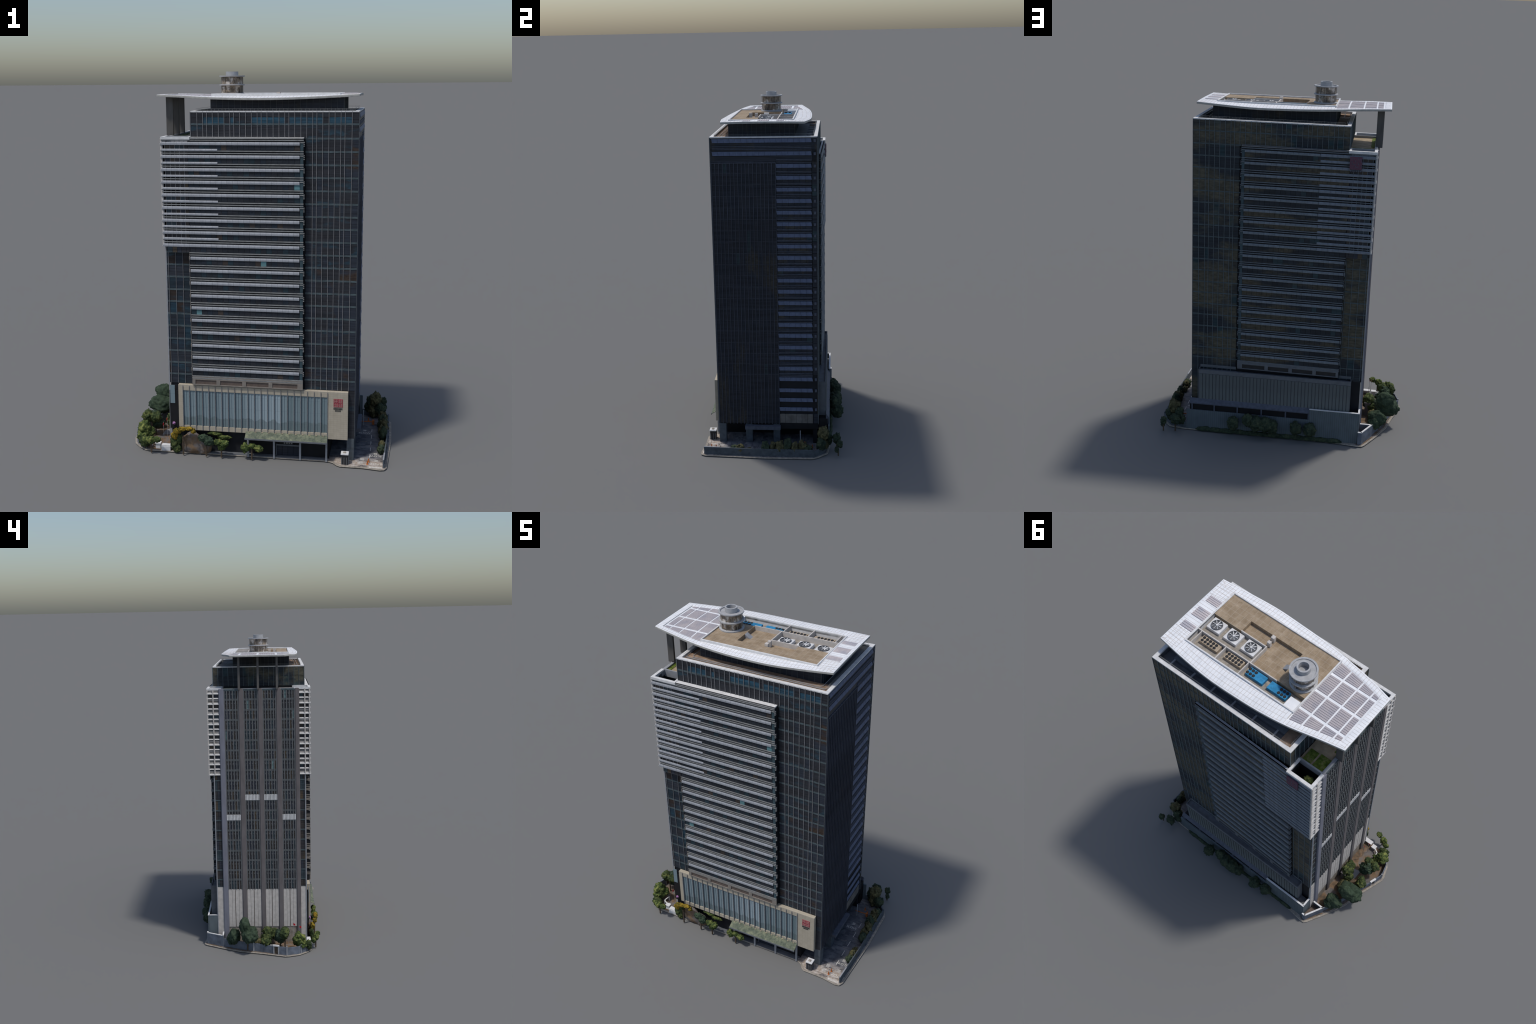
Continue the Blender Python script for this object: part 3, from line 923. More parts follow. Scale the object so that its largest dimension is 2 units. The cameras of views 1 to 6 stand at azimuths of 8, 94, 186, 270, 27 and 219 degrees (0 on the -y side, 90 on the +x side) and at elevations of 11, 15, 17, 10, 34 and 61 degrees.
for i in range(len(xst) - 1):
    for j in range(ny - 1):
        hole = WX0 - 1e-6 <= xst[i] and xst[i + 1] <= WX1 + 1e-6 and 7 <= j < 17
        if not hole:
            bm.faces.new((top[i][j], top[i + 1][j], top[i + 1][j + 1], top[i][j + 1]))
            bm.faces.new((bot[i][j], bot[i][j + 1], bot[i + 1][j + 1], bot[i + 1][j]))
    bm.faces.new((top[i][0], bot[i][0], bot[i + 1][0], top[i + 1][0]))
    bm.faces.new((top[i][-1], top[i + 1][-1], bot[i + 1][-1], bot[i][-1]))
    if WX0 - 1e-6 <= xst[i] and xst[i + 1] <= WX1 + 1e-6:
        bm.faces.new((top[i][7], top[i + 1][7], bot[i + 1][7], bot[i][7]))
        bm.faces.new((top[i][17], bot[i][17], bot[i + 1][17], top[i + 1][17]))
iw0 = min(range(len(xst)), key=lambda i: abs(xst[i] - WX0)); iw1 = min(range(len(xst)), key=lambda i: abs(xst[i] - WX1))
for j in range(7, 17):
    for i in (iw0, iw1): bm.faces.new((top[i][j], top[i][j + 1], bot[i][j + 1], bot[i][j]))
for j in range(ny - 1):
    bm.faces.new((top[0][j], top[0][j + 1], bot[0][j + 1], bot[0][j]))
    bm.faces.new((top[-1][j], bot[-1][j], bot[-1][j + 1], top[-1][j + 1]))
bmesh.ops.recalc_face_normals(bm, faces=bm.faces)
me = bpy.data.meshes.new("roof_canopy"); bm.to_mesh(me); bm.free()
me.materials.append(M['roof']); me.materials.append(M['fascia'])
for q in me.polygons: q.material_index = 0 if q.normal.z > .5 else 1
canopy = bevel(put("roof_canopy", me), .0028, 2)
for q in me.polygons: q.use_smooth = True
# rim: slightly drooping edge strip
sm = MB()
def strip_line(p, q, w=.0011, lift=.00018):
    a, c = Vector((p[0], p[1])), Vector((q[0], q[1])); L = (c - a).length
    if L < 1e-5: return
    d = (c - a) / L; nn = Vector((-d.y, d.x)) * w / 2
    n = len(sm.v)
    for pt in (a - nn, c - nn, c + nn, a + nn):
        z = ztop(pt.y, pt.x); sm.v += [(pt.x, pt.y, z - .0006), (pt.x, pt.y, z + lift)]
    for f in ((1, 3, 5, 7), (0, 6, 4, 2), (0, 2, 3, 1), (2, 4, 5, 3), (4, 6, 7, 5), (6, 0, 1, 7)):
        sm.f.append(tuple(n + i for i in f))
MARG = .033
x = CX0 + .012
while x < CX1 - .004:
    es, en = edge_s(x), edge_n(x)
    if x < WX0 - .006:
        if x < CX0 + .04: x += .0180; continue
        inn_s, inn_n = es + MARG, en - MARG
    elif x < WX1 + .004: inn_s, inn_n = WY0 - .004, WY1 + .004
    else: inn_s, inn_n = -.15, .095
    for a0, a1 in ((es + .004, inn_s), (inn_n, en - .004)):
        k = 5
        for i in range(k): strip_line((x, a0 + (a1 - a0) * i / k), (x, a0 + (a1 - a0) * (i + 1) / k))
    if x > WX1 + .006: strip_line((x, -.15), (x, .095))
    x += .0180
for off in (.0085, .030, .054, .080, .106):
    for f, sg in ((edge_s, 1), (edge_n, -1)):
        xs = lin(CX0 + off * .9, CX1 - .004, 40)
        for i in range(40):
            xa, xb = xs[i], xs[i + 1]; ya, yb = f(xa) + sg * off, f(xb) + sg * off
            ok = xb < WX0 and off < .03 or (xa > WX0 and xb < WX1 and (ya < WY0 - .004 if sg > 0 else ya > WY1 + .006)) or xa > WX1
            if ok: strip_line((xa, ya), (xb, yb))
y = edge_s(CX0) + .012
while y < edge_n(CX0) - .008:
    strip_line((CX0 + .004, y), (CX0 + .0335, y)); y += .0165
strip_line((CX0 + .010, edge_s(CX0) + .006), (CX0 + .010, edge_n(CX0) - .006))
for a, c in (((CX0, edge_s(CX0)), (CX0 + .045, edge_s(CX0) + .035)), ((CX0, edge_n(CX0)), (CX0 + .045, edge_n(CX0) - .035)),
             ((CX1, edge_s(CX1)), (CX1 - .04, edge_s(CX1) + .03)), ((CX1, edge_n(CX1)), (CX1 - .04, edge_n(CX1) - .03))):
    strip_line((a[0] * .995, a[1] * .98), c)
y = -.236
while y < .19:
    strip_line((WX1 + .008, y), (CX1 - .004, y)); y += .0185
put("canopy_seam", sm, M['seam'], parent=canopy, stuff=True)

# slatted sky panels on the west overhang and east margin
xcol = [(-.478, -.449), (-.441, -.380), (-.372, -.300), (-.291, -.231)]
ysep = [-.137, -.020, .096]
def slat_panel(x0, x1, y0a, y0b, y1a, y1b, name="roof_slat_panel"):
    """panel between two y limits that may slope from x0 to x1"""
    m = MB(); gapm = MB()
    H = max(y1a - y0a, y1b - y0b); n = max(2, round(H / .0115))
    for k in range(n):
        f0, f1 = k / n, (k + .80) / n
        c = [(x0, y0a + (y1a - y0a) * f0), (x1, y0b + (y1b - y0b) * f0), (x1, y0b + (y1b - y0b) * f1), (x0, y0a + (y1a - y0a) * f1)]
        nv = len(m.v)
        for px, py in c: m.v += [(px, py, ztop(py, px) - .001), (px, py, ztop(py, px) + .0016)]
        for f in ((1, 3, 5, 7), (0, 6, 4, 2), (0, 2, 3, 1), (2, 4, 5, 3), (4, 6, 7, 5), (6, 0, 1, 7)): m.f.append(tuple(nv + i for i in f))
    o = put(name, m, M['slat'], parent=canopy)
    nseg = max(1, round(H / .02))
    for k in range(nseg):
        f0, f1 = k / nseg, (k + 1) / nseg
        c = [(x0, y0a + (y1a - y0a) * f0), (x1, y0b + (y1b - y0b) * f0), (x1, y0b + (y1b - y0b) * f1), (x0, y0a + (y1a - y0a) * f1)]
        nv = len(gapm.v)
        for px, py in c: gapm.v += [(px, py, ztop(py, px) - .001), (px, py, ztop(py, px) + .0006)]
        for f in ((1, 3, 5, 7), (0, 6, 4, 2), (0, 2, 3, 1), (2, 4, 5, 3), (4, 6, 7, 5), (6, 0, 1, 7)): gapm.f.append(tuple(nv + i for i in f))
    put("slat_backing", gapm, M['slat_gap'], parent=o)
for x0, x1 in xcol:
    lo0, lo1 = edge_s(x0) + .037, edge_s(x1) + .037
    hi0, hi1 = edge_n(x0) - .037, edge_n(x1) - .037
    slat_panel(x0, x1, lo0, lo1, ysep[0] - .007, ysep[0] - .007) if ysep[0] - .007 - max(lo0, lo1) > .006 else None
    slat_panel(x0, x1, ysep[0] + .007, ysep[0] + .007, ysep[1] - .007, ysep[1] - .007)
    slat_panel(x0, x1, ysep[1] + .007, ysep[1] + .007, ysep[2] - .007, ysep[2] - .007)
    slat_panel(x0, x1, ysep[2] + .007, ysep[2] + .007, hi0, hi1) if min(hi0, hi1) - ysep[2] - .007 > .006 else None
for y0, y1 in ((-.137, -.095), (-.053, .008), (.049, .088)):
    slat_panel(.4235, .496, y0, y0, y1, y1)

# sunken plant well
w = MB()
ft = .0075
zt = 1.8895
w.box(WX0 - ft, WX1 + ft, WY0 - ft, WY0, 1.8725, zt); w.box(WX0 - ft, WX1 + ft, WY1, WY1 + ft, 1.855, zt)
w.box(WX0 - ft, WX0, WY0, WY1, 1.855, zt); w.box(WX1, WX1 + ft, WY0, WY1, 1.855, zt)
bevel(put("well_kerb", w, M['trim'], parent=canopy), .001, 1)
d = MB()
ZD = 1.8825
d.box(WX0, -.062, WY0, WY1 - .085, 1.850, ZD); d.box(-.062, .246, WY0, -.139, 1.850, ZD); d.box(.246, WX1, WY0, -.066, 1.850, ZD)
put("upper_deck", d, M['deck'], parent=canopy)
d = MB(); d.box(-.062, .094, -.139, .048, 1.8535, 1.861); d.box(.094, .246, -.139, -.066, 1.8535, 1.861)
put("lower_court", d, M['deck'], parent=canopy)
d = MB(); d.box(.094, WX1, -.066, WY1, 1.8535, 1.857); d.box(WX0, .094, .048, WY1, 1.8535, 1.857)
put("plant_floor", d, M['kerb'], parent=canopy)
d = MB()
d.box(.092, .246, -.0695, -.064, 1.857, 1.8865); d.box(.092, .0975, -.064, .052, 1.857, 1.8865)
d.box(-.062, .092, .0465, .052, 1.857, 1.8855); d.box(.0975, WX1, .0455, .051, 1.857, 1.8855)
d.box(.238, .2435, .051, WY1, 1.857, 1.8845); d.box(.100, .1045, .051, WY1, 1.857, 1.8845); d.box(.388, .392, .051, WY1, 1.857, 1.8845)
put("plant_screen_wall", d, M['concrete'], parent=canopy)
d = MB(); d.box(WX0, -.165, .075, WY1, 1.857, 1.8835); put("well_slab", d, M['roof'], parent=canopy)
d = MB(); d.box(.089, .107, -.101, -.084, 1.861, 1.893); d.box(.091, .110, -.135, -.116, 1.861, 1.895)
bevel(put("vent_box", d, M['concrete'], parent=canopy), .001, 1)
d = MB(); d.extrude([(-.062, 1.861), (-.03, 1.861), (-.062, 1.8825)], 'y', -.06, -.03)
put("access_stair", d, M['metal'], parent=canopy)
# big cooling towers with axial fans
ft_me = MB().box(-.039, .039, -.034, .034, 1.857, 1.8745).mesh("cooling_tower")
ring = MB().lathe([(.0285, 1.874), (.0290, 1.8805), (.0255, 1.8805), (.0255, 1.8755), (0.0005, 1.8755)], 0, 0, 36).mesh("fan_shroud")
fb = MB()
for k in range(8):
    a = math.pi * 2 * k / 8
    c, s_ = math.cos(a), math.sin(a)
    nv = len(fb.v)
    for rr, ww, zz3 in ((.004, .0012, 1.8785), (.0253, .0020, 1.8790)):
        for sg, dz in ((-1, -.0012), (1, .0006)):
            fb.v += [(rr * c - sg * ww * s_, rr * s_ + sg * ww * c, zz3 + dz), (rr * c - sg * ww * s_, rr * s_ + sg * ww * c, zz3 + dz + .0009)]
    for f in ((0, 2, 6, 4), (1, 5, 7, 3), (0, 4, 5, 1), (2, 3, 7, 6), (0, 1, 3, 2), (4, 6, 7, 5)): fb.f.append(tuple(nv + i for i in f))
fb.lathe([(0.0004, 1.8805), (.005, 1.8805), (.005, 1.8765)], 0, 0, 16)
fb = fb.mesh("fan_blade")
for cx, cy in ((.361, -.024), (.258, -.024), (.152, -.024)):
    o = bevel(put("cooling_tower", ft_me, M['trim'], parent=canopy, loc=(cx, cy, 0)), .001, 1)
    put("fan_shroud", ring, M['fan_ring'], parent=o); put("fan_blade", fb, M['trim'], parent=o)
smallfan = MB().lathe([(.0003, .0008), (.0055, .0008), (.0058, .0022), (.0074, .0022), (.0076, 0)], 0, 0, 14).mesh("condenser_fan")
for x0, x1 in ((.262, .372), (.120, .220)):
    u = MB().box(x0, x1, .056, .094, 1.857, 1.8735)
    o = put("chiller", u, M['tan'], parent=canopy)
    for i in range(5):
        for j in range(2):
            put("condenser_fan", smallfan, M['black'], parent=o, loc=(x1 - .012 - i * .0185, .0665 + j * .0175, 1.8735))
for x0, x1, fx0 in ((-.017, .083, .034), (-.151, -.043, -.149)):
    u = MB().box(x0, x1, .058, .102, 1.857, 1.8735)
    o = put("blue_chiller", u, M['blue'], parent=canopy)
    for i in range(3):
        for j in range(2):
            put("condenser_fan", smallfan, M['black'], parent=o, loc=(fx0 + .009 + i * .0175, .069 + j * .022, 1.8735))
# lookout drum on the roof
tx, ty = -.159, -.022
tu = MB()
tu.lathe([(.058, 1.8815), (.0655, 1.8825), (.066, 1.8885), (.058, 1.8915), (.050, 1.8915)], tx, ty, 48)
tu.lathe([(.054, 1.9285), (.0665, 1.9295), (.0665, 1.9345), (.054, 1.9365)], tx, ty, 48)
tu.lathe([(.054, 1.9725), (.0665, 1.9740), (.0665, 1.9795), (.0575, 1.9795), (.0570, 1.9745), (.030, 1.9745)], tx, ty, 48)
me = tu.mesh("roof_drum", True); me.materials.append(M['drum_metal'])
drum = put("roof_drum", me)
mm = drum.modifiers.new("n", 'EDGE_SPLIT'); mm.split_angle = math.radians(35)
tt = MB().lathe([(.0325, 1.975), (.0325, 2.0), (.0245, 2.0), (.0245, 1.966), (.0003, 1.966)], tx, ty, 40).mesh("drum_chimney", True)
o = put("drum_chimney", tt, M['drum_metal'], parent=drum); mm = o.modifiers.new("n", 'EDGE_SPLIT'); mm.split_angle = math.radians(35)
tw = MB().lathe([(.055, 1.885), (.055, 1.930), (.055, 1.936), (.055, 1.974)], tx, ty, 48).mesh("drum_wall", True)
put("drum_wall", tw, M['drum_wall'], parent=drum)
pl = MB()
for k in range(12):
    a = math.pi * 2 * k / 12
    pl.beam((tx + .0575 * math.cos(a), ty + .0575 * math.sin(a), 1.889), (tx + .0575 * math.cos(a), ty + .0575 * math.sin(a), 1.972), .0013, 5)
put("drum_pillar", pl, M['drum'], parent=drum, stuff=True)

# -------------------------------------------------------- street-side podium
PX = (-.408, .486); PYF = -.337
p = MB()
p.box(PX[0], -.383, PYF, YS - .0005, .148, .384)
p.box(.381, PX[1], PYF, YS - .0005, .126, .384)
p.box(-.383, .381, PYF, YS - .0005, .353, .384)
p.box(-.383, .381, PYF, YS - .0005, .133, .158)
frame = bevel(put("podium_frame", p, M['stone']), .0008, 1)
pg = MB(); mlm = MB().box(-.0014, .0014, PYF - .0035, PYF + .006, .136, .380).mesh("podium_mullion")
nb_ = 22; bw = (.381 + .383) / nb_
for k in range(nb_):
    a0 = -.383 + k * bw
    for (u0, u1, d0, d1) in ((0, .5, .0055, .003), (.5, 1, .0055, .003)):   # pleated glazing
        xa, xb = a0 + u0 * bw, a0 + u1 * bw
        pg.prism([(xa, PYF + d0), (xb, PYF + d1), (xb, PYF + .016), (xa, PYF + .016)], .1585, .3525)
    put("podium_mullion", mlm, M['mullion'], parent=frame, loc=(a0, 0, 0))
put("podium_mullion", mlm, M['mullion'], parent=frame, loc=(.381, 0, 0))
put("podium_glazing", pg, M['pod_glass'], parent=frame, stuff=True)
# sign: red seal with an abstract lattice, dark bars below
s0 = MB().box(.412, .459, PYF - .0015, PYF + .001, .303, .348)
sign = put("wall_sign", s0, M['red'], parent=frame)
sb = MB()
for cx in (.4145, .437):
    for cz in (.3055, .3275):
        m_ = rnd.randrange(2)
        for k in range(4):
            if (k + m_) % 2: sb.box(cx, cx + .019, PYF - .0024, PYF - .0012, cz + k * .005, cz + k * .005 + .0018)
            else: sb.box(cx + k * .005, cx + k * .005 + .0018, PYF - .0024, PYF - .0012, cz, cz + .018)
put("sign_lattice", sb, M['seal'], parent=sign, stuff=True)
sd = MB()
for k in range(7): sd.box(.412 + k * .0067, .412 + k * .0067 + .0048, PYF - .0014, PYF + .001, .290, .299)
for k in range(5): sd.box(.420 + k * .0062, .420 + k * .0062 + .0042, PYF - .0014, PYF + .001, .280, .287)
put("sign_caption", sd, M['black'], parent=sign, stuff=True)
sn = MB().box(-.388, -.324, .303, .3085, 1.585, 1.652)
sign2 = put("wall_sign", sn, M['red_n'])
sn2 = MB()
for i in range(4):
    for j in range(4):
        if (i * 3 + j * 5) % 4 != 1:
            x0 = -.386 + i * .0155; z0 = 1.598 + j * .013
            sn2.box(x0, x0 + (.012 if (i + j) % 2 else .003), .3082, .3092, z0, z0 + (.003 if (i + j) % 2 else .010))
put("sign_lattice", sn2, M['rail_e'], parent=sign2, stuff=True)
sn3 = MB()
for k in range(6): sn3.box(-.386 + k * .0103, -.379 + k * .0103, .303, .3084, 1.574, 1.582)
put("sign_caption", sn3, M['rail_e'], parent=sign2, stuff=True)

# ground storey below the podium
gs = MB()
gs.box(-.459, .384, -.304, -.284, .004, .133)
gs.box(-.459, PX[0], YS - .012, YS - .0006, .133, .345)
put("street_wall", gs, M['void'])
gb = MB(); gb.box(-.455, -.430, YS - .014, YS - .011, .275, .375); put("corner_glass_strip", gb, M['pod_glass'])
for x in (-.036, .102, .240, .377):
    c = MB().box(x - .005, x + .005, -.343, -.333, .001, .128); bevel(put("awning_post", c, M['metal']), .0008, 1)
aw = MB()
aw.extrude([(-.337, .1415), (-.337, .1445), (-.379, .1225), (-.379, .1195)], 'x', -.047, .382)
awn = put("entrance_awning", aw, M['awning'])
ag = MB(); ag.box(-.048, .383, -.3815, -.3785, .1145, .1225)
put("awning_gutter", ag, M['concrete_d'], parent=awn)
al = MB()
for k in range(12): al.box(-.035 + k * .0355, -.0265 + k * .0355, -.345, -.3415, .1425, .1450)
put("awning_clamp", al, M['tan'], parent=awn, stuff=True)
dr = MB()
dr.box(.108, .234, -.3085, -.3035, .062, .070); dr.box(.108, .112, -.3085, -.3035, .006, .062); dr.box(.230, .234, -.3085, -.3035, .006, .062)
put("door_frame", dr, M['concrete_d'])
dg = MB()
for k in range(4): cell(dg, 's', -.3062, .112 + k * .0295, .112 + (k + 1) * .0295, .006, .062, .002)
put("entrance_door", dg, M['glass_e'])
lt = MB()
for k in range(4): lt.box(.150 + k * .0125, .158 + k * .0125, -.3085, -.3035, .074, .081)
put("door_lettering", lt, M['rail'], stuff=True)
kb = MB(); kb.box(-.44, .38, -.336, -.318, .0, .010); kb.box(-.44, .382, -.318, -.300, .0, .0078); put("street_kerb", kb, M['concrete_d'])
# guard kiosk
k0 = MB().box(.456, .492, -.374, -.338, .006, .060); kiosk = bevel(put("kiosk", k0, M['black']), .001, 1)
k1 = MB().box(.454, .494, -.377, -.336, .060, .066); bevel(put("kiosk_roof", k1, M['trim'], parent=kiosk), .001, 1)
k2 = MB().box(.466, .480, -.365, -.352, .066, .070); put("kiosk_vent", k2, M['kerb'], parent=kiosk)
k3 = MB()
for x in (.459, .4705, .4825): k3.box(x, x + .0015, -.3755, -.374, .008, .046)
for y in (-.371, -.356, -.343): k3.box(.492, .4935, y, y + .0015, .008, .046)
put("kiosk_frame", k3, M['metal'], parent=kiosk, stuff=True)

# ------------------------------------------------------------- rear podium
p = MB()
p.box(-.402, .473, .3085, .3115, .165, .376); p.box(-.402, -.398, YN + .001, .3085, .165, .376); p.box(.469, .473, YN + .001, .3085, .165, .376)
p.box(-.398, .469, YN + .001, .3085, .165, .364)
pod = put("rear_podium", p, M['concrete_d'])
rb_me = MB().box(0, .0155, .311, .3155, .170, .352).mesh("rear_panel")
for k in range(44):
    put("rear_panel", rb_me, M['rear_pod'], parent=pod, loc=(-.399 + k * .01975, 0, 0))
tp = MB(); tp.box(-.402, .473, .3115, .314, .353, .376); put("rear_podium_fascia", tp, M['concrete_d'], parent=pod)
up = MB(); up.box(-.40, -.33, YN + .0012, .2735, .376, .392); up.box(.262, .47, YN + .0012, .2735, .376, .392)
put("rear_upstand", up, M['concrete_d'], parent=pod)
# garden wall behind
w = MB()
w.box(-.461, -.176, .3265, .3340, .0, .1935); w.box(-.176, .537, .3265, .3340, .0, .128)
w.box(-.461, -.452, YN, .3295, .0, .1935)
rw_ = put("rear_wall", w, M['rear_wall'])
w = MB(); w.box(-.463, -.176, .325, .3355, .1935, .1965); w.box(-.463, -.4525, YN, .328, .1935, .1965)
put("rear_wall_coping", w, M['trim'], parent=rw_)
w = MB(); w.box(-.452, -.176, .272, .3295, .155, .165); put("rear_ledge", w, M['concrete_d'])
w = MB(); w.extrude([(.3135, .192), (.3145, .196), (.3325, .172), (.3325, .166), (.3135, .166)], 'x', -.176, .520)
put("rear_gutter_roof", w, M['rail_e'])
w = MB(); w.box(-.176, .520, .275, .3235, .0, .166); put("rear_recess", w, M['void'])
w = MB()
for x in (-.172, -.040, .100, .240, .375, .505): w.box(x - .004, x + .004, .3235, .3315, .1285, .166)
put("rear_post", w, M['rail_e'], stuff=True)

# ------------------------------------------------------------------ the site
SITE = [(.381, -.338), (.410, -.352), (.430, -.378), (.450, -.391), (.57, -.393), (.655, -.407), (.678, -.400), (.690, -.376), (.709, -.03), (.706, .240),
        (.690, .27), (.640, .325), (.552, .338), (.1, .340), (-.30, .342), (-.455, .361), (-.484, .360), (-.500, .342), (-.560, .236), (-.620, .110), (-.655, -.02),
        (-.703, -.165), (-.700, -.195), (-.678, -.258), (-.640, -.304), (-.595, -.338), (-.43, -.340)]
k = MB().prism(SITE, 0.0, .0055); bevel(put("site_kerb", k, M['kerb']), .0015, 1)
def inset(pts, d):
    out = []
    n = len(pts)
    for i in range(n):
        a, p_, c = Vector(pts[i - 1]), Vector(pts[i]), Vector(pts[(i + 1) % n])
        t_ = (c - a).normalized(); out.append(tuple(p_ + Vector((-t_.y, t_.x)) * d))
    return out
east = [p_ for p_ in inset(SITE, .012) if p_[0] > .30]
pv = MB().prism(east + [(.36, .325), (.36, -.325)], .004, .0068)
put("forecourt", pv, M['pave'])
west = [p_ for p_ in inset(SITE, .012) if p_[0] < -.40]
pv = MB().prism([(-.43, .325)] + west + [(-.43, -.325)], .004, .0075)
put("garden_bed", pv, M['soil'])
# road lettering as worn dashes and strokes (abstract), stop bars and lane line
rp = MB()
for k in range(3): rp.box(.600, .665, -.392 + k * .006, -.3885 + k * .006, .0068, .0073)
def stroke_sign(cx, cy, h):
    """worn ideogram-like block of paint strokes"""
    for k in range(5):
        y = cy + (k - 2) * h / 5
        rp.box(cx - h * (.45 - .1 * (k % 2)), cx + h * (.45 - .08 * ((k + 1) % 2)), y, y + h * .07, .0068, .0073)
    for dx in (-.2, .12): rp.box(cx + dx * h, cx + (dx + .08) * h, cy - h * .45, cy + h * .5, .0068, .0073)
def road_word(text, cx, cy, size, turn):
    cu = bpy.data.curves.new("road_word", 'FONT'); cu.body = text; cu.size = size; cu.align_x = 'CENTER'; cu.align_y = 'CENTER'
    cu.extrude = .0003; cu.resolution_u = 2
    tmp = bpy.data.objects.new("road_word", cu); bpy.context.collection.objects.link(tmp)
    me_ = bpy.data.meshes.new_from_object(tmp.evaluated_get(bpy.context.evaluated_depsgraph_get()))
    bpy.data.objects.remove(tmp); me_.name = "road_word"; me_.materials.clear()
    put("road_word", me_, M['road_paint'], loc=(cx, cy, .0072), rot=(0, 0, math.radians(turn)))
road_word("SLOW", .628, -.246, .024, 180); stroke_sign(.628, -.218, .022)
road_word("STOP", .634, -.342, .026, 180); stroke_sign(.634, -.306, .024)
road_word("SLOW", .560, .055, .024, 0); stroke_sign(.560, .090, .022)
stroke_sign(.555, -.335, .028); stroke_sign(.560, -.295, .026)
for k in range(5): rp.box(.598, .601, -.27 + k * .085, -.225 + k * .085, .0068, .0073)
put("road_marking", rp, M['road_paint'], stuff=True)
bl = MB().lathe([(.0003, .026), (.003, .026), (.0035, .012), (.007, .006)], 0, 0, 10).mesh("traffic_cone")
for x, y in ((.590, -.352), (.596, -.325), (.60, .21), (.575, .235)): put("traffic_cone", bl, M['orange'], loc=(x, y, 0))
bg = MB().box(.53, .60, .188, .192, .020, .024).box(.598, .610, .182, .196, .006, .032); put("barrier_gate", bg, M['orange'])
# boundary walls
w = MB().wall([(.672, -.382), (.684, -.1), (.6895, .247)], .004, .050, .006); put("east_boundary_wall", w, M['fence'])
w = MB().wall([(.6895, .247), (.64, .30), (.56, .327), (.530, .330)], .004, .044, .006); put("east_boundary_wall", w, M['fence'])
cp = MB().wall([(.672, -.382), (.6755, -.30)], .050, .053, .007); put("boundary_coping", cp, M['metal'])
fenceW = [(-.529, .233), (-.585, .11), (-.640, -.04)]
w = MB().wall(fenceW, .004, .060, .005); put("garden_wall", w, M['gwall'])
w = MB().wall([(-.640, -.04), (-.662, -.095)], .004, .058, .005); w.wall([(-.672, -.125), (-.686, -.178)], .004, .058, .005)
put("garden_wall", w, M['gwall'])
w = MB().wall([(-.686, -.178), (-.668, -.25), (-.630, -.296), (-.60, -.318)], .004, .056, .004); put("garden_fence", w, M['gwall'])
gp = MB()
for x, y in ((-.613, .034), (-.662, -.095), (-.672, -.125), (-.686, -.178), (-.655, -.27)): gp.box(x - .004, x + .004, y - .004, y + .004, .004, .064)
put("fence_post", gp, M['metal'], stuff=True)
gl = MB().wall([(-.662, -.095), (-.672, -.125)], .058, .066, .012); put("gate_lintel", gl, M['trim'])
gd = MB().wall([(-.660, -.095), (-.670, -.125)], .004, .058, .002); put("garden_gate", gd, M['bark'])
# little walled yard at the rear west corner
w = MB().wall([(-.461, .338), (-.478, .338), (-.533, .234), (-.470, .234)], .004, .079, .008)
yw = put("yard_wall", w, M['gwall'])
w = MB().wall([(-.461, .338), (-.478, .338), (-.533, .234), (-.470, .234)], .079, .083, .0095); put("yard_wall_coping", w, M['trim'], parent=yw)
w = MB().prism([(-.455, .334), (-.476, .334), (-.528, .238), (-.47, .238)][::-1], .004, .030); put("yard_floor", w, M['vent'])
# white shelter pieces by the street garden
g1 = MB().box(-.510, -.452, -.335, -.309, .030, .036).box(-.510, -.460, -.337, -.333, .006, .030); put("garden_counter", g1, M['trim'])
g2 = MB().box(-.548, -.518, -.322, -.296, .034, .040).box(-.546, -.520, -.318, -.300, .006, .034); put("garden_hut", g2, M['trim'])
g3 = MB().wall([(-.55, -.300), (-.575, -.285), (-.568, -.245)], .036, .040, .006)
for x, y in ((-.575, -.285), (-.568, -.245)): g3.box(x - .003, x + .003, y - .003, y + .003, .006, .036)
put("garden_pergola", g3, M['trim'])
pth = MB().prism([(-.56, -.13), (-.52, -.12), (-.50, -.05), (-.53, -.03), (-.56, -.07)], .0074, .0086); put("garden_path", pth, M['metal'])
vw = MB().box(-.515, -.485, -.045, -.02, .006, .085).box(-.518, -.482, -.048, -.017, .085, .093); put("garden_shed", vw, M['pilaster'])
for x, y, h in ((-.505, -.223, .152), (-.515, -.262, .138), (-.50, -.190, .12)):
    f = MB().beam((x, y, .006), (x, y, h), .0009, 5); pole_ = put("flagpole", f, M['metal'])
    if h > .13:
        q = MB()
        nv = 0
        for i in range(5):
            for j in range(2):
                q.v.append((x + .0012 * math.sin(i * 1.7), y - i * .0032, h - .002 - j * .013 - i * .0012))
        for i in range(4): q.f.append((i * 2, i * 2 + 1, i * 2 + 3, i * 2 + 2))
        o = put("flag", q, M['flag'], parent=pole_); so = o.modifiers.new("t", 'SOLIDIFY'); so.thickness = .0008

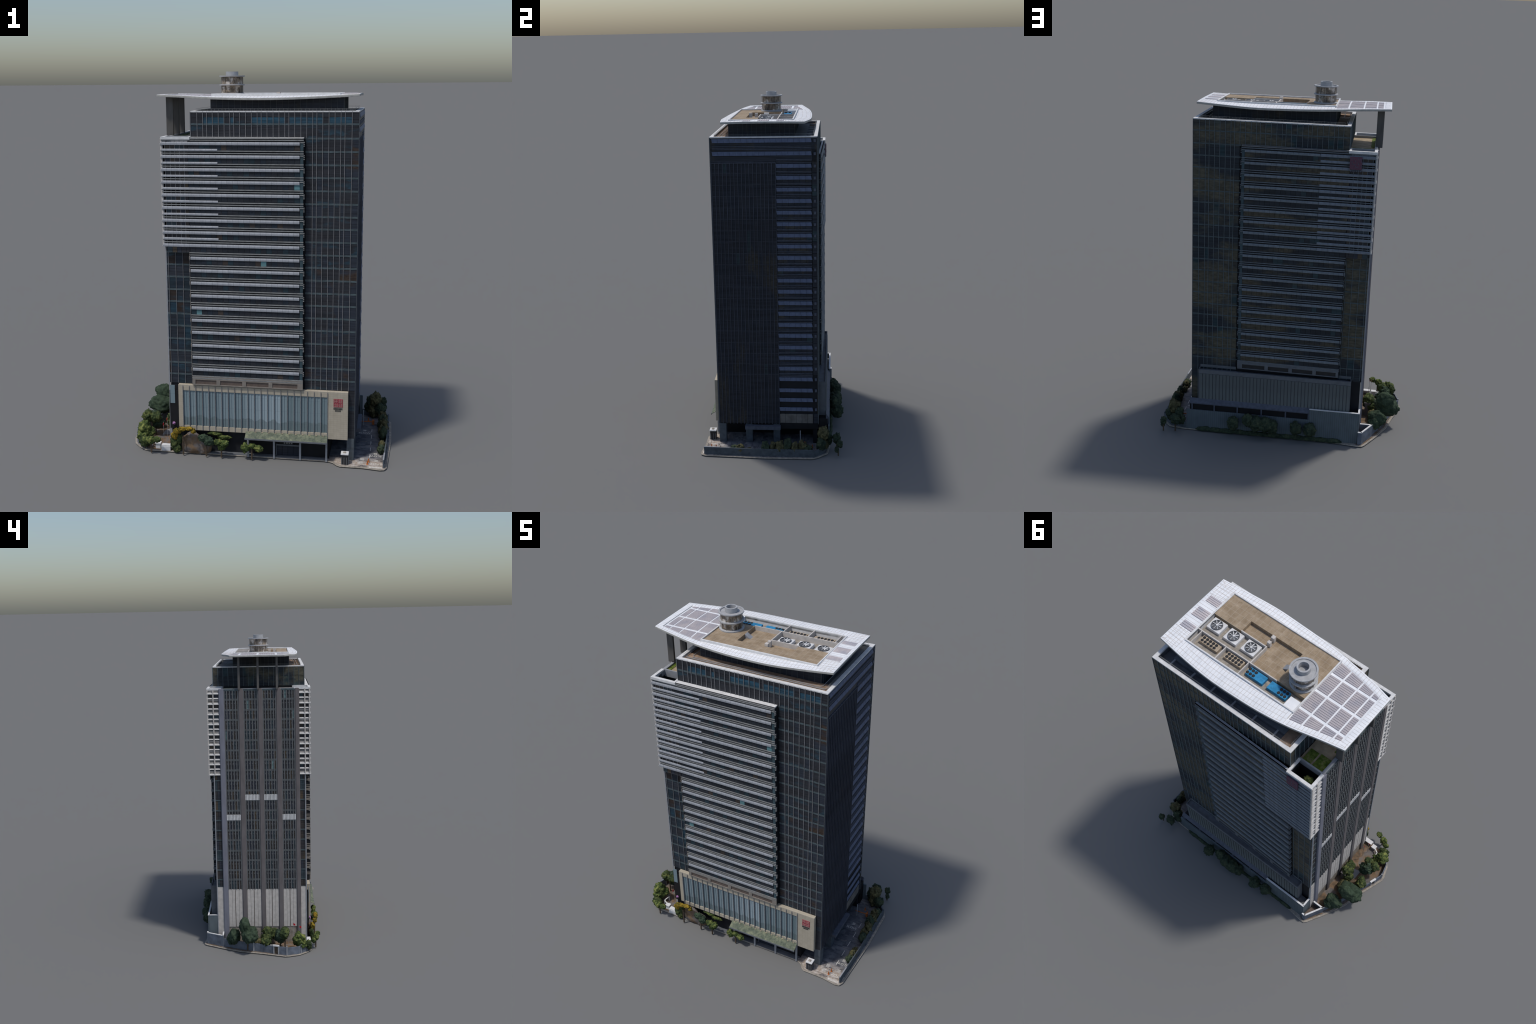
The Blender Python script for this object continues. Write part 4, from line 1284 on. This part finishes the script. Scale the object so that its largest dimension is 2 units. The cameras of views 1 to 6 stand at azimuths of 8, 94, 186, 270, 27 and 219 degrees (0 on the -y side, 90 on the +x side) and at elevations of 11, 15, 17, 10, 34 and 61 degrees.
# ------------------------------------------------------------------ planting
def clump_mesh(name, blobs, seed, rough=.30, freq=1.0, sub=4):
    """lumpy foliage: displaced spheroids joined into one crown"""
    bm = bmesh.new()
    for bi, (cx, cy, cz, rx, ry, rz) in enumerate(blobs):
        r_ = bmesh.ops.create_icosphere(bm, subdivisions=sub, radius=1.0)
        off = Vector((seed * 3.1 + bi * 7.7, seed * 1.3, bi * 2.9))
        for v in r_['verts']:
            p_ = v.co.normalized()
            n1 = noise.noise(p_ * 1.6 * freq + off); n2 = noise.noise(p_ * 4.2 * freq + off); n3 = noise.noise(p_ * 9.5 * freq + off)
            k_ = 1 + rough * (n1 * .9 + n2 * .75 + n3 * .4)
            v.co = Vector((cx + p_.x * rx * k_, cy + p_.y * ry * k_, max(.004, cz + p_.z * rz * k_)))
    me = bpy.data.meshes.new(name); bm.to_mesh(me); bm.free()
    for q in me.polygons: q.use_smooth = True
    return me
cnt = [0]
def plant(kind, mat, blobs, trunk=True, rough=.30, freq=1.0, sub=4):
    cnt[0] += 1
    me = clump_mesh(kind, blobs, cnt[0], rough, freq, sub)
    o = put(kind, me, M[mat])
    if trunk:
        cx = sum(q[0] for q in blobs) / len(blobs); cy = sum(q[1] for q in blobs) / len(blobs); cz = min(q[2] for q in blobs)
        put("trunk", MB().beam((cx, cy, .004), (cx, cy, max(cz, .02)), .0045, 7), M['bark'], parent=o)
    return o
# west garden
plant("tree", 'leaf_dark', [(-0.604, 0.09, 0.172, 0.052, 0.034, 0.052), (-0.612, 0.056, 0.115, 0.074, 0.054, 0.052)], rough=.22)
plant("tree", 'leaf_dark', [(-0.56, 0.155, 0.085, 0.05, 0.034, 0.05), (-0.545, 0.185, 0.065, 0.034, 0.024, 0.035)])
plant("tree", 'leaf', [(-0.508, -0.06, 0.085, 0.034, 0.04, 0.04), (-0.5, -0.1, 0.078, 0.028, 0.03, 0.034), (-0.53, -0.04, 0.06, 0.03, 0.03, 0.03)], rough=.38)
plant("tree", 'leaf', [(-0.62, -0.045, 0.07, 0.03024, 0.03024, 0.0342), (-0.61, -0.06, 0.095, 0.021, 0.02184, 0.0252)], rough=.38)
plant("tree", 'leaf_dark', [(-0.606, -0.14, 0.115, 0.0336, 0.03024, 0.036), (-0.585, -0.135, 0.085, 0.03864, 0.0336, 0.0324)], rough=.34)
plant("tree", 'leaf', [(-0.632, -0.165, 0.13, 0.02856, 0.02856, 0.0342), (-0.585, -0.17, 0.125, 0.02688, 0.0252, 0.0306)], rough=.38)
plant("shrub", 'leaf_bright', [(-0.628, -0.255, 0.095, 0.0336, 0.0336, 0.0342), (-0.625, -0.275, 0.06, 0.03528, 0.03024, 0.0324), (-0.6, -0.24, 0.07, 0.0294, 0.0252, 0.027)], rough=.40)
plant("shrub", 'leaf', [(-0.605, -0.318, 0.045, 0.03024, 0.02016, 0.027)], rough=.4)
plant("shrub", 'leaf_bright', [(-0.56, -0.368, 0.075, 0.022, 0.018, 0.02), (-0.59, -0.352, 0.065, 0.01848, 0.01512, 0.0162), (-0.52, -0.378, 0.085, 0.018, 0.016, 0.016)], rough=.42)
plant("shrub", 'leaf_olive', [(-0.535, 0.02, 0.035, 0.03, 0.05, 0.028)], trunk=False)
# climbing plants and small street trees in front of the podium
plant("shrub", 'leaf_yellow', [(-.430, -.352, .105, .018, .014, .022), (-.412, -.366, .135, .022, .014, .014), (-.385, -.372, .150, .022, .013, .010), (-.350, -.372, .154, .022, .013, .009), (-.325, -.370, .140, .012, .012, .014)], rough=.45)
plant("shrub", 'leaf', [(-.435, -.345, .060, .020, .014, .034), (-.405, -.348, .085, .016, .012, .030), (-.42, -.345, .03, .022, .012, .026)], rough=.4)
rock = clump_mesh("planter_rock", [(-.335, -.335, .055, .062, .018, .062), (-.275, -.335, .045, .040, .016, .050)], 33, .22, .8)
put("planter_rock", rock, M['soil'])
plant("street_tree", 'leaf_dark', [(-.270, -.368, .105, .026, .018, .020), (-.240, -.372, .090, .026, .02, .024)], rough=.4)
plant("street_tree", 'leaf_bright', [(-.190, -.374, .088, .022, .018, .016), (-.155, -.378, .085, .024, .02, .018), (-.172, -.372, .065, .02, .016, .02)], rough=.42)
plant("street_tree", 'leaf_bright', [(-.045, -.372, .066, .022, .016, .024), (-.010, -.376, .080, .018, .014, .014), (.025, -.376, .068, .024, .016, .018)], rough=.42)
plant("shrub", 'leaf_bright', [(-.215, -.330, .118, .034, .010, .010), (-.165, -.330, .100, .034, .010, .012)], trunk=False, rough=.45)
plant("blossom", 'pink', [(-.437, -.333, .165, .008, .006, .008)], trunk=False, rough=.5, sub=3)
# hedge along the east boundary
for i, (y, h, rx) in enumerate(((-.21, .030, .020), (-.175, .034, .018), (-.13, .022, .016), (-.03, .046, .020), (.01, .040, .022), (.055, .050, .024), (.095, .055, .028), (.135, .045, .026), (.18, .050, .022), (.215, .036, .022))):
    plant("hedge_shrub", 'leaf_olive' if i % 3 else 'leaf_rear', [(.658 + .006 * (i % 2), y, h, rx, .024, h * .85)], trunk=False, rough=.42)
plant("tree", 'leaf_olive', [(.614, .300, .118, .032, .030, .040), (.600, .300, .045, .03, .026, .034)], rough=.4)
plant("tree", 'leaf_rear', [(.585, .318, .10, .024, .022, .03), (.640, .285, .06, .03, .026, .036), (.572, .33, .06, .022, .02, .034)], rough=.42)
plant("tree", 'leaf_rear', [(.658, .394, .075, .017, .015, .024), (.666, .376, .045, .011, .011, .020)], rough=.4)
plant("tree", 'leaf_rear', [(.594, .376, .080, .030, .022, .030)], rough=.45)
# rear shrubs against the wall
plant("rear_shrub", 'leaf_rear', [(.255, .380, .090, .032, .036, .040)], trunk=False, rough=.3)
plant("rear_shrub", 'leaf_rear', [(.17, .362, .105, .036, .030, .036), (.12, .370, .095, .040, .034, .044), (.07, .372, .095, .045, .036, .044), (.03, .366, .085, .03, .030, .040)], trunk=False, rough=.3)
plant("rear_shrub", 'leaf_rear', [(-.105, .368, .088, .032, .036, .040)], trunk=False, rough=.3)
plant("rear_shrub", 'leaf_rear', [(-.185, .358, .080, .036, .030, .038)], trunk=False, rough=.3)
hg = clump_mesh("rear_hedge", [(-.32 + i * .068, .338, .010, .05, .012, .018) for i in range(12)], 51, .3, 1, 3)
put("rear_hedge", hg, M['leaf_rear'], stuff=True)
plant("roof_shrub", 'leaf_bright', [(-.405, .245, 1.615, .026, .018, .022)], trunk=False)
